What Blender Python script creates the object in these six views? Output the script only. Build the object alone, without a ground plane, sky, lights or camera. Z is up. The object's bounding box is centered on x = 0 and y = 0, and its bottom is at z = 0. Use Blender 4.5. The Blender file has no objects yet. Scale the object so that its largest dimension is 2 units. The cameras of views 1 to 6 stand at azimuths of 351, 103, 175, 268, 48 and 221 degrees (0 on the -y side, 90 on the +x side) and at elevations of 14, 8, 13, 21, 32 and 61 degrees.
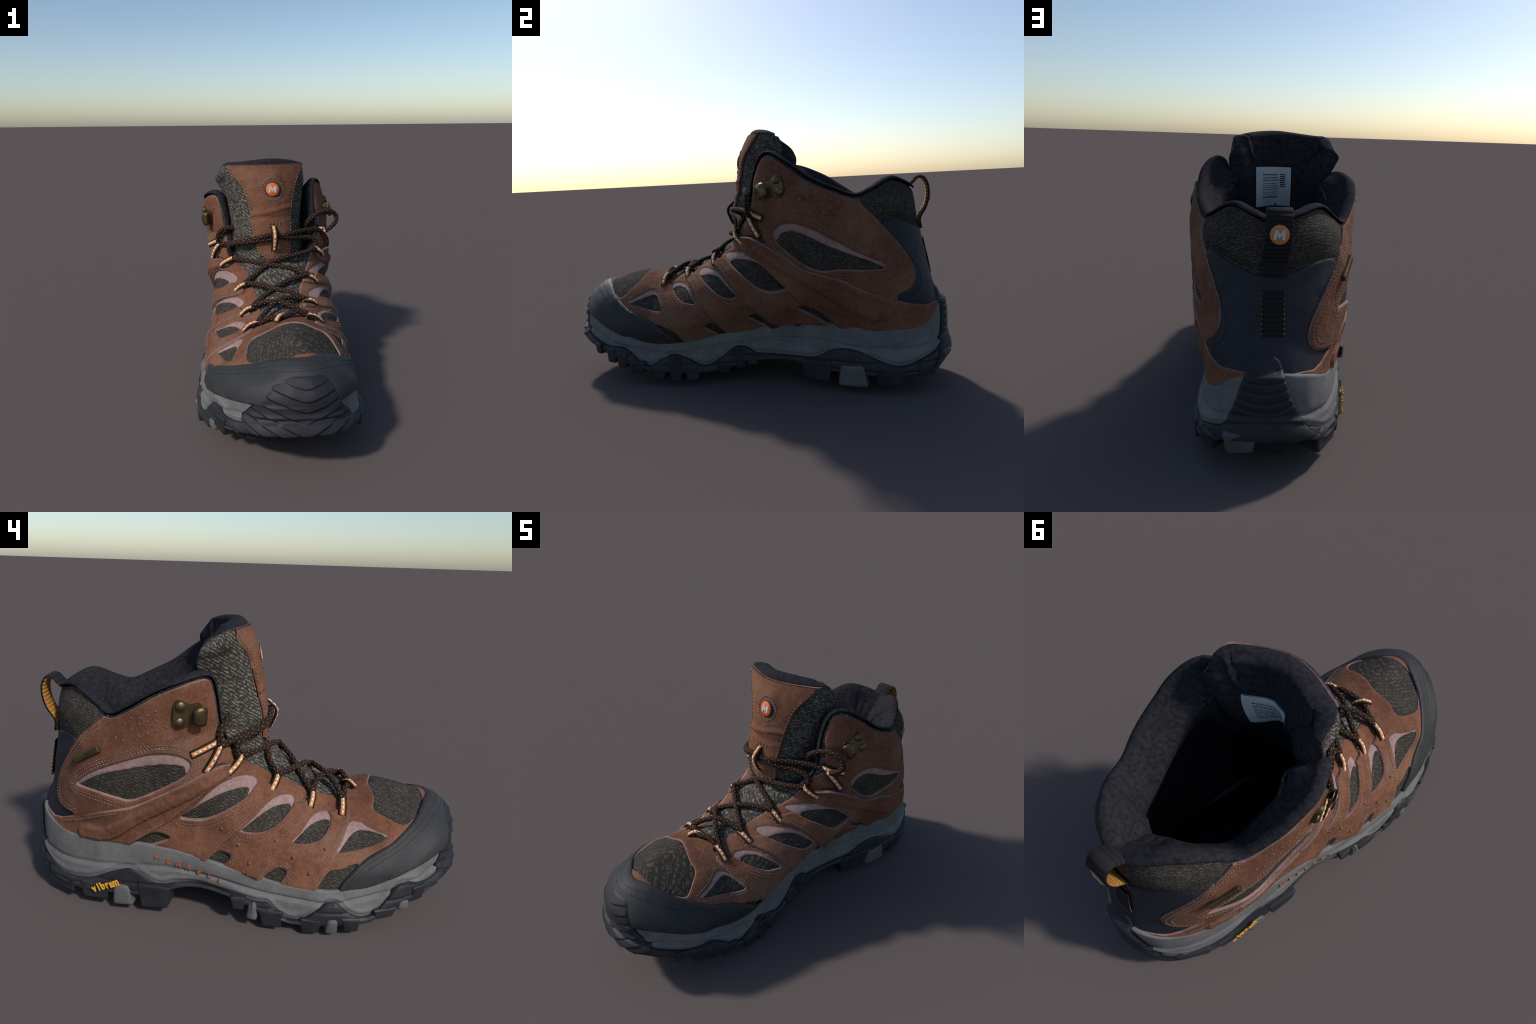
# ---------------------------------------------------------------- helpers
import bpy, bmesh, math, random
import numpy as np
from mathutils import Vector
from mathutils.bvhtree import BVHTree

random.seed(7)
RNG = np.random.default_rng(7)


def catmull(pts, n=8, closed=False):
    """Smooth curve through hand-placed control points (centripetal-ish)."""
    P = np.array(pts, float)
    N = len(P)
    out = []
    segs = N if closed else N - 1
    for i in range(segs):
        if closed:
            p0, p1, p2, p3 = P[(i - 1) % N], P[i], P[(i + 1) % N], P[(i + 2) % N]
        else:
            p1, p2 = P[i], P[i + 1]
            p0 = P[i - 1] if i > 0 else 2 * p1 - p2
            p3 = P[i + 2] if i + 2 < N else 2 * p2 - p1
        for k in range(n):
            t = k / n
            out.append(0.5 * (2 * p1 + (p2 - p0) * t + (2 * p0 - 5 * p1 + 4 * p2 - p3) * t * t
                              + (3 * p1 - p0 - 3 * p2 + p3) * t ** 3))
    if not closed:
        out.append(P[-1])
    return np.array(out)


def resample(C, n, closed=False):
    C = np.array(C, float)
    if closed:
        C = np.vstack([C, C[:1]])
    L = np.concatenate([[0], np.cumsum(np.linalg.norm(np.diff(C, axis=0), axis=1))])
    s = np.linspace(0, L[-1], n + 1 if closed else n)
    R = np.stack([np.interp(s, L, C[:, k]) for k in range(C.shape[1])], 1)
    return R[:-1] if closed else R


def interp(x, table):
    t = np.array(table, float)
    return np.interp(x, t[:, 0], t[:, 1])


def smooth_interp(x, table):
    c = catmull(sorted(table), 10)
    return np.interp(x, c[:, 0], c[:, 1])


def poly_sd(pts, poly):
    """Signed distance to a closed 2D polygon, positive inside."""
    x, y = pts[:, 0], pts[:, 1]
    best = np.full(len(pts), 1e9)
    inside = np.zeros(len(pts), bool)
    n = len(poly)
    for i in range(n):
        a, b = poly[i], poly[(i + 1) % n]
        e = b - a
        l2 = max(e @ e, 1e-12)
        t = np.clip(((x - a[0]) * e[0] + (y - a[1]) * e[1]) / l2, 0, 1)
        dx = x - a[0] - t * e[0]
        dy = y - a[1] - t * e[1]
        best = np.minimum(best, dx * dx + dy * dy)
        c = (a[1] > y) != (b[1] > y)
        if c.any():
            xi = a[0] + (y - a[1]) / (b[1] - a[1] + 1e-12 * (b[1] == a[1])) * e[0]
            inside ^= c & (x < xi)
    return np.where(inside, 1, -1) * np.sqrt(best)


def rbf_field(ctrl):
    """Smooth scalar field over (y, z) through control points (thin plate, lightly regularised)."""
    c = np.array(ctrl, float)
    P, v = c[:, :2], c[:, 2]
    phi = lambda r: r ** 2 * np.log(r + 1e-9)
    D = np.linalg.norm(P[:, None] - P[None], axis=2)
    n = len(P)
    A = np.zeros((n + 3, n + 3))
    A[:n, :n] = phi(D) + np.eye(n) * 0.004
    A[:n, n] = 1
    A[:n, n + 1:] = P
    A[n, :n] = 1
    A[n + 1:, :n] = P.T
    w = np.linalg.solve(A, np.concatenate([v, np.zeros(3)]))

    def f(y, z):
        sh = np.shape(y)
        Q = np.stack([np.ravel(y), np.ravel(z)], 1)
        out = w[n] + Q @ w[n + 1:]
        for i in range(n):
            out += w[i] * phi(np.linalg.norm(Q - P[i], axis=1))
        return out.reshape(sh)
    return f


def surface_nets(F, org, h):
    """Quad mesh of F = 0 on a regular grid."""
    nx, ny, nz = F.shape
    S = F < 0
    cnt = np.zeros((nx - 1, ny - 1, nz - 1))
    acc = np.zeros((nx - 1, ny - 1, nz - 1, 3))
    off = [(i, j, k) for i in (0, 1) for j in (0, 1) for k in (0, 1)]
    sl = lambda o: tuple(slice(o[a], [nx, ny, nz][a] - 1 + o[a]) for a in range(3))
    for a in range(3):
        for o in off:
            if o[a]:
                continue
            p = list(o)
            p[a] = 1
            f0, f1 = F[sl(o)], F[sl(p)]
            m = (f0 < 0) != (f1 < 0)
            t = np.where(m, f0 / np.where(m, f0 - f1, 1), 0)
            cnt += m
            for b in range(3):
                acc[..., b] += m * ((t if b == a else o[b]))
    act = cnt > 0
    idx = -np.ones(act.shape, int)
    idx[act] = np.arange(act.sum())
    V = (acc[act] / cnt[act][:, None] + np.argwhere(act)) * h + np.array(org)
    quads = []
    for a in range(3):
        b, c = (a + 1) % 3, (a + 2) % 3
        s0 = [slice(None)] * 3
        s1 = [slice(None)] * 3
        s0[a] = slice(0, -1)
        s1[a] = slice(1, None)
        A, B = S[tuple(s0)], S[tuple(s1)]
        I = np.argwhere(A != B)
        I = I[(I[:, b] > 0) & (I[:, c] > 0) & (I[:, b] < [nx, ny, nz][b] - 1) & (I[:, c] < [nx, ny, nz][c] - 1)]
        flip = A[tuple(I.T)]
        eb = np.eye(3, dtype=int)[b]
        ec = np.eye(3, dtype=int)[c]
        q = np.stack([idx[tuple((I - eb - ec).T)], idx[tuple((I - ec).T)], idx[tuple(I.T)], idx[tuple((I - eb).T)]], 1)
        q[~flip] = q[~flip][:, ::-1]
        quads.append(q)
    return V, np.vstack(quads)


# ---------------------------------------------------------------- the last: body surface of the upper
# side profile (y, z) of the closed upper: toe front, vamp, instep, tongue front / back of heel
PROFILE = [(-0.93, 0.02), (-0.945, 0.15), (-0.955, 0.28), (-0.958, 0.36), (-0.938, 0.42), (-0.885, 0.472), (-0.74, 0.52),
           (-0.60, 0.55), (-0.48, 0.53), (-0.38, 0.54), (-0.26, 0.59), (-0.15, 0.654), (-0.075, 0.722),
           (-0.055, 0.81), (-0.02, 0.90), (0.0, 1.05), (0.01, 1.20), (0.02, 1.40),
           (0.76, 1.40), (0.77, 1.20), (0.79, 1.04), (0.83, 0.92), (0.855, 0.75), (0.895, 0.56), (0.92, 0.45),
           (0.935, 0.30), (0.93, 0.15), (0.92, 0.02)]
# full wall positions (y, z, x) on the inner (left, -x) and outer (right, +x) side
WALL_L = [(0.19, 0.95, -0.299), (0.40, 0.97, -0.298), (0.62, 0.92, -0.203), (0.64, 0.74, -0.280), (0.40, 0.55, -0.262), (0.05, 0.60, -0.293), (-0.20, 0.45, -0.294), (-0.40, 0.28, -0.354), (-0.55, 0.25, -0.354), (-0.75, 0.25, -0.332), (-0.90, 0.25, -0.330), (0.50, 0.35, -0.212), (0.75, 0.35, -0.208), (0.90, 0.35, -0.212), (0.15, 0.30, -0.250), (-0.10, 0.25, -0.349), (0.20, 1.20, -0.325), (0.60, 1.20, -0.191), (0.80, 0.90, -0.252), (-0.05, 0.80, -0.215), (0.30, 0.42, -0.238), (-0.30, 0.55, -0.275), (-0.60, 0.45, -0.334)]
WALL_R = [(0.19, 1.10, 0.377), (0.40, 0.90, 0.416), (0.57, 0.94, 0.346), (0.30, 0.75, 0.400), (0.55, 0.70, 0.402), (0.25, 0.52, 0.373), (0.00, 0.50, 0.384), (-0.20, 0.40, 0.376), (-0.40, 0.28, 0.356), (-0.55, 0.27, 0.312), (-0.75, 0.25, 0.286), (-0.90, 0.25, 0.320), (0.50, 0.35, 0.330), (0.75, 0.35, 0.381), (0.90, 0.35, 0.474), (0.15, 0.30, 0.272), (-0.10, 0.25, 0.256), (0.60, 1.20, 0.263), (0.80, 0.90, 0.414), (-0.05, 0.80, 0.421), (-0.30, 0.55, 0.411), (-0.60, 0.45, 0.359)]
# edge rounding (y, z, radius)
ROUND = [(-0.95, 0.20, 0.219), (-0.85, 0.45, 0.409), (-0.50, 0.54, 0.351), (-0.20, 0.65, 0.278), (0.00, 0.90, 0.272), (0.00, 1.20, 0.301), (0.85, 0.90, 0.334), (0.90, 0.50, 0.429), (0.93, 0.20, 0.237), (0.40, 0.50, 0.391)]

G_H = 0.010          # sampling step of the last
G_ORG = (-0.50, -1.04, 0.05)
G_N = (102, 208, 132)


class Last:
    def __init__(self):
        self.fl, self.fr, self.fo = rbf_field(WALL_L), rbf_field(WALL_R), rbf_field(ROUND)
        prof = catmull(PROFILE, 8)
        # extend far below so that the feather edge is not rounded
        self.prof = np.vstack([[prof[0][0], -1.0], prof, [prof[-1][0], -1.0]])
        ys = np.arange(-1.12, 1.08, 0.01)
        zs = np.arange(-0.02, 1.42, 0.01)
        Y, Z = np.meshgrid(ys, zs, indexing='ij')
        d = poly_sd(np.stack([Y.ravel(), Z.ravel()], 1), self.prof).reshape(Y.shape)
        for _ in range(3):        # relax the medial crease of the distance field
            d[1:-1, 1:-1] = (d[1:-1, 1:-1] * 4 + d[:-2, 1:-1] + d[2:, 1:-1] + d[1:-1, :-2] + d[1:-1, 2:]) / 8
        L, R, O = self.fl(Y, Z), self.fr(Y, Z), self.fo(Y, Z)
        self.tab = (ys[0], zs[0], 0.01, d, (L + R) / 2, (R - L) / 2, np.clip(O, 0.15, 0.4))

    def _bil(self, A, y, z):
        y0, z0, h = self.tab[:3]
        a = np.clip((y - y0) / h, 0, A.shape[0] - 1.001)
        b = np.clip((z - z0) / h, 0, A.shape[1] - 1.001)
        i, j = a.astype(int), b.astype(int)
        u, v = a - i, b - j
        return A[i, j] * (1 - u) * (1 - v) + A[i + 1, j] * u * (1 - v) + A[i, j + 1] * (1 - u) * v + A[i + 1, j + 1] * u * v

    def f(self, P):
        x, y, z = P[..., 0], P[..., 1], P[..., 2]
        d, c, w, r = (self._bil(self.tab[k], y, z) for k in (3, 4, 5, 6))
        p = 1.75
        e = np.maximum(1 - d / r, 0)
        q = (np.abs((x - c) / w) ** p + e ** p) ** (1 / p)
        return (q - 1) * 0.3

    def grad(self, P, e=0.004):
        g = np.zeros_like(P)
        for k in range(3):
            d = np.zeros(3)
            d[k] = e
            g[..., k] = (self.f(P + d) - self.f(P - d)) / (2 * e)
        return g

    def project(self, P, it=4):
        for _ in range(it):
            g = self.grad(P)
            P = P - g * (self.f(P) / np.maximum((g * g).sum(-1), 1e-3))[..., None]
        return P

    def mesh(self):
        ax = [G_ORG[k] + G_H * np.arange(G_N[k]) for k in range(3)]
        Y, Z = np.meshgrid(ax[1], ax[2], indexing='ij')
        P = np.stack(np.broadcast_arrays(ax[0][:, None, None], Y[None], Z[None]), -1)
        V, Q = surface_nets(self.f(P), G_ORG, G_H)
        V = self.project(V, 4)
        N = self.grad(V)
        N /= np.linalg.norm(N, axis=1)[:, None]
        T = np.vstack([Q[:, [0, 1, 2]], Q[:, [0, 2, 3]]])
        return V, N, T


# ---------------------------------------------------------------- the sole wall
OUTLINE = [(0.085, 0.960), (-0.040, 0.922), (-0.118, 0.845), (-0.180, 0.72), (-0.226, 0.54), (-0.264, 0.36), (-0.300, 0.2),
           (-0.340, 0.02), (-0.380, -0.18), (-0.396, -0.38), (-0.374, -0.58), (-0.298, -0.76), (-0.190, -0.893), (-0.07, -0.952),
           (0.05, -0.962), (0.15, -0.932), (0.235, -0.835), (0.300, -0.69), (0.327, -0.54), (0.332, -0.38), (0.294, -0.2), (0.254, 0.0),
           (0.264, 0.2), (0.302, 0.4), (0.340, 0.56), (0.346, 0.71), (0.31, 0.845), (0.22, 0.932)]
# ---------------------------------------------------------------- object helpers
MATS = {}
PARTS = {}


def new_obj(name, V, F, mat, parent=None, mats=None, mat_idx=None, smooth=True, kind=None):
    me = bpy.data.meshes.new(name)
    me.from_pydata([tuple(v) for v in np.asarray(V, float)], [], [tuple(int(i) for i in f) for f in F])
    for m in (mats or [mat]):
        me.materials.append(m)
    if mat_idx is not None:
        me.polygons.foreach_set('material_index', np.asarray(mat_idx, np.int32))
    me.polygons.foreach_set('use_smooth', np.full(len(me.polygons), smooth))
    me.validate()
    me.update()
    ob = bpy.data.objects.new(name, me)
    bpy.context.scene.collection.objects.link(ob)
    if parent is not None:
        ob.parent = parent
    if kind:
        ob["kind"] = kind
    return ob


def grid_faces(nu, nv, closed_u=False, flip=False):
    F = []
    for i in range(nu if closed_u else nu - 1):
        a = i * nv
        b = ((i + 1) % nu) * nv
        for j in range(nv - 1):
            q = (a + j, b + j, b + j + 1, a + j + 1)
            F.append(q[::-1] if flip else q)
    return F


class Soup:
    """Collects pieces of geometry that become one object."""
    def __init__(self):
        self.V, self.F, self.M, self.n = [], [], [], 0

    def add(self, V, F, m=0):
        V = np.asarray(V, float)
        self.V.append(V)
        self.F += [tuple(int(i) + self.n for i in f) for f in F]
        self.M += [m] * len(F)
        self.n += len(V)

    def obj(self, name, mats, parent, smooth=True, kind=None):
        return new_obj(name, np.vstack(self.V), self.F, None, parent, mats=mats, mat_idx=self.M, smooth=smooth, kind=kind)


def tube(C, r, seg=10, closed=False, caps=True, flat=None, up=None):
    """Tube along polyline C; r scalar or array; flat = (width, height) scale for straps."""
    C = np.asarray(C, float)
    n = len(C)
    T = np.gradient(C, axis=0)
    if closed:
        T = np.roll(C, -1, 0) - np.roll(C, 1, 0)
    T /= np.maximum(np.linalg.norm(T, axis=1), 1e-9)[:, None]
    r = np.broadcast_to(r, (n,))
    if up is None:
        u = np.cross(T[0], [0.3, 0.2, 1.0])
        u /= np.linalg.norm(u)
        U = [u]
        for i in range(1, n):
            u = U[-1] - T[i] * (U[-1] @ T[i])
            u /= np.linalg.norm(u)
            U.append(u)
        U = np.array(U)
    else:
        up = np.broadcast_to(up, (n, 3))
        U = np.cross(T, up)
        U /= np.maximum(np.linalg.norm(U, axis=1), 1e-9)[:, None]
    W = np.cross(T, U)
    V = []
    fa, fb = flat or (1, 1)
    for k in range(seg):
        a = 2 * math.pi * k / seg
        ca, sa = math.cos(a), math.sin(a)
        if flat:
            ca = math.copysign(abs(ca) ** 0.5, ca)
            sa = math.copysign(abs(sa) ** 0.5, sa)
        V.append(C + (U * ca * fa + W * sa * fb) * r[:, None])
    V = np.stack(V, 1).reshape(-1, 3)
    F = []
    for i in range(n if closed else n - 1):
        j = (i + 1) % n
        for k in range(seg):
            k2 = (k + 1) % seg
            F.append((i * seg + k, i * seg + k2, j * seg + k2, j * seg + k))
    if caps and not closed:
        F.append(tuple(range(seg))[::-1])
        F.append(tuple((n - 1) * seg + k for k in range(seg)))
    return V, F


def vnoise(P, scale, seed=0, octaves=3):
    """Cheap smooth value noise in numpy, about -1..1."""
    rng = np.random.default_rng(seed)
    tabl = rng.uniform(-1, 1, (32, 32, 32))
    out = np.zeros(len(P))
    amp, tot = 1.0, 0.0
    for o in range(octaves):
        q = P * scale * 2 ** o + o * 17.3
        i = np.floor(q).astype(int)
        f = q - i
        f = f * f * (3 - 2 * f)
        acc = 0
        for dx in (0, 1):
            for dy in (0, 1):
                for dz in (0, 1):
                    w = (f[:, 0] if dx else 1 - f[:, 0]) * (f[:, 1] if dy else 1 - f[:, 1]) * (f[:, 2] if dz else 1 - f[:, 2])
                    acc = acc + w * tabl[(i[:, 0] + dx) % 32, (i[:, 1] + dy) % 32, (i[:, 2] + dz) % 32]
        out += amp * acc
        tot += amp
        amp *= 0.5
    return out / tot


# ---------------------------------------------------------------- charts: flat coordinates on the last
E_SIN, E_COS = math.sin(math.radians(20)), math.cos(math.radians(20))


def chart_left(P):
    return np.stack([P[:, 1], P[:, 0] * E_SIN + P[:, 2] * E_COS], 1)


def chart_right(P):
    return np.stack([P[:, 1], -P[:, 0] * E_SIN + P[:, 2] * E_COS], 1)


def chart_top(P):
    return P[:, :2].copy()


def chart_heel(P):
    """Unrolled around the vertical axis of the heel: angle * 0.3 m, height."""
    return np.stack([np.arctan2(P[:, 0] - 0.09, P[:, 1] - 0.42) * 0.33, P[:, 2]], 1)


def chart_toe(P):
    return np.stack([np.arctan2(P[:, 0] - 0.03, -(P[:, 1] + 0.45)) * 0.40, P[:, 2]], 1)


def clip_mesh(V, N, T, D, extra=()):
    """Part of a triangle mesh where D > 0, cut exactly at D = 0."""
    attrs = [V, N, D[:, None]] + [e[:, None] for e in extra]
    A = np.hstack(attrs)
    s = D > 0
    k = s[T].sum(1)
    full = T[k == 3]
    part = T[(k == 1) | (k == 2)]
    newA, cache, faces = [], {}, []
    base = len(A)

    def cut(i, j):
        key = (i, j) if i < j else (j, i)
        if key not in cache:
            a, b = key
            t = D[a] / (D[a] - D[b])
            t = min(max(t, 0.02), 0.98)
            r = A[a] * (1 - t) + A[b] * t
            r[6] = 0.0
            cache[key] = base + len(newA)
            newA.append(r)
        return cache[key]
    for t in part:
        for r in range(3):
            a, b, c = int(t[r]), int(t[(r + 1) % 3]), int(t[(r + 2) % 3])
            if s[a] and not s[b] and not s[c]:
                faces.append((a, cut(a, b), cut(a, c)))
                break
            if s[a] and s[b] and not s[c]:
                p, q = cut(b, c), cut(a, c)
                faces.append((a, b, p))
                faces.append((a, p, q))
                break
    B = np.vstack([A] + ([np.array(newA)] if newA else []))
    T2 = np.vstack([full, np.array(faces, int).reshape(-1, 3)])
    used = np.unique(T2)
    remap = -np.ones(len(B), int)
    remap[used] = np.arange(len(used))
    B = B[used]
    n = B[:, 3:6]
    n = n / np.linalg.norm(n, axis=1)[:, None]
    return B[:, :3], n, remap[T2], B[:, 6], [B[:, 7 + i] for i in range(len(extra))]


def border_edges(T):
    e = np.vstack([T[:, [0, 1]], T[:, [1, 2]], T[:, [2, 0]]])
    key = np.sort(e, 1)
    k = key[:, 0] * 10 ** 7 + key[:, 1]
    u, idx, cnt = np.unique(k, return_index=True, return_counts=True)
    return e[idx[cnt == 1]]


def split_band(V, N, T, D, band, extra=()):
    """Cut a panel along D = band so that its border strip has faces of its own."""
    a = clip_mesh(V, N, T, D - band, (D,) + tuple(extra))
    b = clip_mesh(V, N, T, band - D, (D,) + tuple(extra))
    V2 = np.vstack([a[0], b[0]])
    N2 = np.vstack([a[1], b[1]])
    T2 = np.vstack([a[2], b[2] + len(a[0])])
    X = [np.concatenate([p, q]) for p, q in zip(a[4], b[4])]
    key = np.round(V2 * 2e6).astype(np.int64)
    _, first, inv = np.unique(key, axis=0, return_index=True, return_inverse=True)
    inv = inv.ravel()
    T2 = inv[T2]
    ok = (T2[:, 0] != T2[:, 1]) & (T2[:, 1] != T2[:, 2]) & (T2[:, 0] != T2[:, 2])
    return V2[first], N2[first], T2[ok], X[0][first], [x[first] for x in X[1:]]


def shell(V, N, T, D, lift, thick, edge=0.008, extra_h=None, top_mat=0, rim_mat=1, band=0.0):
    """Panel: skin lifted off the last with a rolled edge and a rim wall down to the layer below."""
    e = np.clip(D / edge, 0, 1)
    h = lift + thick * (0.35 + 0.65 * np.sqrt(np.clip(1 - (1 - e) ** 2, 0, 1)))
    if extra_h is not None:
        h = h + extra_h
    top = V + N * h[:, None]
    be = border_edges(T)
    bv = np.unique(be)
    m = -np.ones(len(V), int)
    m[bv] = np.arange(len(bv)) + len(V)
    low = V[bv] + N[bv] * (lift - 0.006)
    F = [tuple(t) for t in T] + [(b, a, m[a], m[b]) for a, b in be]
    M = [rim_mat if (band and d <= band * 1.001) else top_mat for d in D[T].max(1)] + [rim_mat] * len(be)
    return np.vstack([top, low]), F, M
# ---------------------------------------------------------------- materials
class NT_:
    """Small node-tree writer."""
    def __init__(self, name):
        self.m = bpy.data.materials.new(name)
        self.m.use_nodes = True
        self.t = self.m.node_tree
        self.b = self.t.nodes['Principled BSDF']
        self.co = self.t.nodes.new('ShaderNodeTexCoord').outputs['Object']

    def n(self, kind, **kw):
        nd = self.t.nodes.new(kind)
        for k, v in kw.items():
            if hasattr(nd, k) and not isinstance(v, (list, tuple)):
                setattr(nd, k, v)
        return nd

    def link(self, a, b):
        self.t.links.new(a, b)

    def mapping(self, scale=(1, 1, 1), rot=(0, 0, 0)):
        nd = self.n('ShaderNodeMapping')
        nd.inputs['Scale'].default_value = scale
        nd.inputs['Rotation'].default_value = rot
        self.link(self.co, nd.inputs['Vector'])
        return nd.outputs[0]

    def noise(self, scale, detail=3, vec=None, rough=0.55):
        nd = self.n('ShaderNodeTexNoise')
        nd.inputs['Scale'].default_value = scale
        nd.inputs['Detail'].default_value = detail
        nd.inputs['Roughness'].default_value = rough
        self.link(vec or self.co, nd.inputs['Vector'])
        return nd.outputs['Fac']

    def ramp(self, fac, stops):
        nd = self.n('ShaderNodeValToRGB')
        e = nd.color_ramp.elements
        while len(e) < len(stops):
            e.new(0.5)
        for k, (p, c) in enumerate(stops):
            e[k].position = p
            e[k].color = (*c, 1) if len(c) == 3 else c
        self.link(fac, nd.inputs['Fac'])
        return nd.outputs['Color']

    def math(self, op, a, b=None, c=None):
        nd = self.n('ShaderNodeMath')
        nd.operation = op
        for i, v in enumerate((a, b, c)):
            if v is None:
                continue
            if isinstance(v, (int, float)):
                nd.inputs[i].default_value = v
            else:
                self.link(v, nd.inputs[i])
        return nd.outputs[0]

    def mix(self, fac, a, b, blend='MIX'):
        nd = self.n('ShaderNodeMix')
        nd.data_type = 'RGBA'
        nd.blend_type = blend
        for sock, v in ((nd.inputs[0], fac), (nd.inputs[6], a), (nd.inputs[7], b)):
            if isinstance(v, (int, float)):
                sock.default_value = v
            elif isinstance(v, tuple):
                sock.default_value = (*v, 1)
            else:
                self.link(v, sock)
        return nd.outputs[2]

    def bump(self, h, strength=0.3, dist=0.01, prev=None):
        nd = self.n('ShaderNodeBump')
        nd.inputs['Strength'].default_value = strength
        nd.inputs['Distance'].default_value = dist
        self.link(h, nd.inputs['Height'])
        if prev is not None:
            self.link(prev, nd.inputs['Normal'])
        return nd.outputs[0]

    def out(self, col, rough=0.8, normal=None, metal=0.0, spec=0.3, sheen=0.0):
        if isinstance(col, tuple):
            self.b.inputs['Base Color'].default_value = (*col, 1)
        else:
            self.link(col, self.b.inputs['Base Color'])
        if isinstance(rough, float):
            self.b.inputs['Roughness'].default_value = rough
        else:
            self.link(rough, self.b.inputs['Roughness'])
        self.b.inputs['Metallic'].default_value = metal
        self.b.inputs['Specular IOR Level'].default_value = spec
        self.b.inputs['Sheen Weight'].default_value = sheen
        if normal is not None:
            self.link(normal, self.b.inputs['Normal'])
        return self.m


def mat_suede(name, dark, mid, light, dust=0.0):
    """Nubuck: cloudy nap, fine fleck, dusty and rubbed patches."""
    g = NT_(name)
    big = g.noise(4.2, 6, rough=0.72)
    col = g.ramp(big, [(0.34, dark), (0.5, mid), (0.66, light)])
    fine = g.noise(60, 5, rough=0.75)
    col = g.mix(0.42, col, g.ramp(fine, [(0.32, tuple(c * 0.50 for c in mid)), (0.68, tuple(min(c * 1.6, 1) for c in mid))]))
    if dust:
        d = g.noise(2.6, 4, rough=0.6, vec=g.mapping((1, 1, 1.4), (0.3, 0.7, 0.2)))
        m = g.ramp(d, [(0.52, (0, 0, 0)), (0.70, (dust, dust, dust))])
        col = g.mix(m, col, (0.185, 0.112, 0.078))
        r = g.ramp(g.noise(7.5, 5, rough=0.7, vec=g.mapping((1, 1.3, 1), (1.1, 0.4, 0.9))), [(0.56, (0, 0, 0)), (0.72, (0.55, 0.55, 0.55))])
        col = g.mix(r, col, (0.062, 0.024, 0.017))
    b = g.bump(g.noise(160, 3), 0.35, 0.004)
    b = g.bump(g.noise(26, 4), 0.3, 0.012, b)
    return g.out(col, 0.92, b, spec=0.12)


def mat_knit(name, dark, light, rows=420.0, contrast=0.5, fleck=0.5):
    """Knitted mesh: rows of short zigzag stitches, broken up and speckled."""
    g = NT_(name)
    sep = g.n('ShaderNodeSeparateXYZ')
    g.link(g.co, sep.inputs[0])
    x, y, z = sep.outputs
    wob = g.noise(16, 3)
    p = g.math('ADD', g.math('MULTIPLY', x, 0.75), g.math('MULTIPLY', y, 1.0))
    q = g.math('ADD', g.math('ADD', z, g.math('MULTIPLY', y, -0.55)), g.math('MULTIPLY', x, 0.25))
    q = g.math('ADD', q, g.math('MULTIPLY', wob, 0.028))
    zig = g.math('PINGPONG', g.math('MULTIPLY', p, rows * 0.22), 1.0)
    r = g.math('SINE', g.math('ADD', g.math('MULTIPLY', q, rows), g.math('MULTIPLY', zig, 2.6)))
    r = g.math('MULTIPLY_ADD', r, 0.5, 0.5)
    gate = g.noise(rows * 0.16, 2)
    gate = g.ramp(gate, [(0.40, (0, 0, 0)), (0.60, (1, 1, 1))])
    h = g.math('MULTIPLY', r, gate)
    patch = g.noise(11, 5, rough=0.7)
    speck = g.noise(150, 3, rough=0.7)
    v = g.math('ADD', g.math('MULTIPLY', h, contrast), g.math('MULTIPLY', g.math('SUBTRACT', patch, 0.5), 0.55))
    v = g.math('ADD', v, g.math('MULTIPLY', g.math('SUBTRACT', speck, 0.5), fleck))
    col = g.ramp(v, [(0.0, dark), (0.85, light)])
    b = g.bump(h, 0.45, 0.005)
    b = g.bump(speck, 0.3, 0.004, b)
    return g.out(col, 0.95, b, spec=0.1)


def mat_rubber(name, dark, light, rough=0.6, scale=8.0, lines=0.0):
    g = NT_(name)
    col = g.ramp(g.noise(scale, 5, rough=0.7), [(0.35, dark), (0.68, light)])
    speck = g.noise(90, 2)
    col = g.mix(g.ramp(speck, [(0.66, (0, 0, 0)), (0.8, (0.35, 0.35, 0.35))]), col, tuple(min(1, c * 2.2) for c in light))
    b = g.bump(g.noise(120, 3), 0.2, 0.003)
    if lines:
        sep = g.n('ShaderNodeSeparateXYZ')
        g.link(g.co, sep.inputs[0])
        w = g.math('SINE', g.math('MULTIPLY', g.math('ADD', sep.outputs[2], g.math('MULTIPLY', g.noise(2.0, 1), 0.05)), lines))
        b = g.bump(w, 0.06, 0.003, b)
    return g.out(col, rough, b, spec=0.3)


def mat_plain(name, col, rough=0.7, var=0.25, scale=40.0, metal=0.0, bump=0.15, spec=0.3):
    g = NT_(name)
    c = g.ramp(g.noise(scale, 4), [(0.3, tuple(v * (1 - var) for v in col)), (0.7, tuple(min(1, v * (1 + var)) for v in col))])
    return g.out(c, rough, g.bump(g.noise(scale * 4, 2), bump, 0.003), metal=metal, spec=spec)


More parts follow.
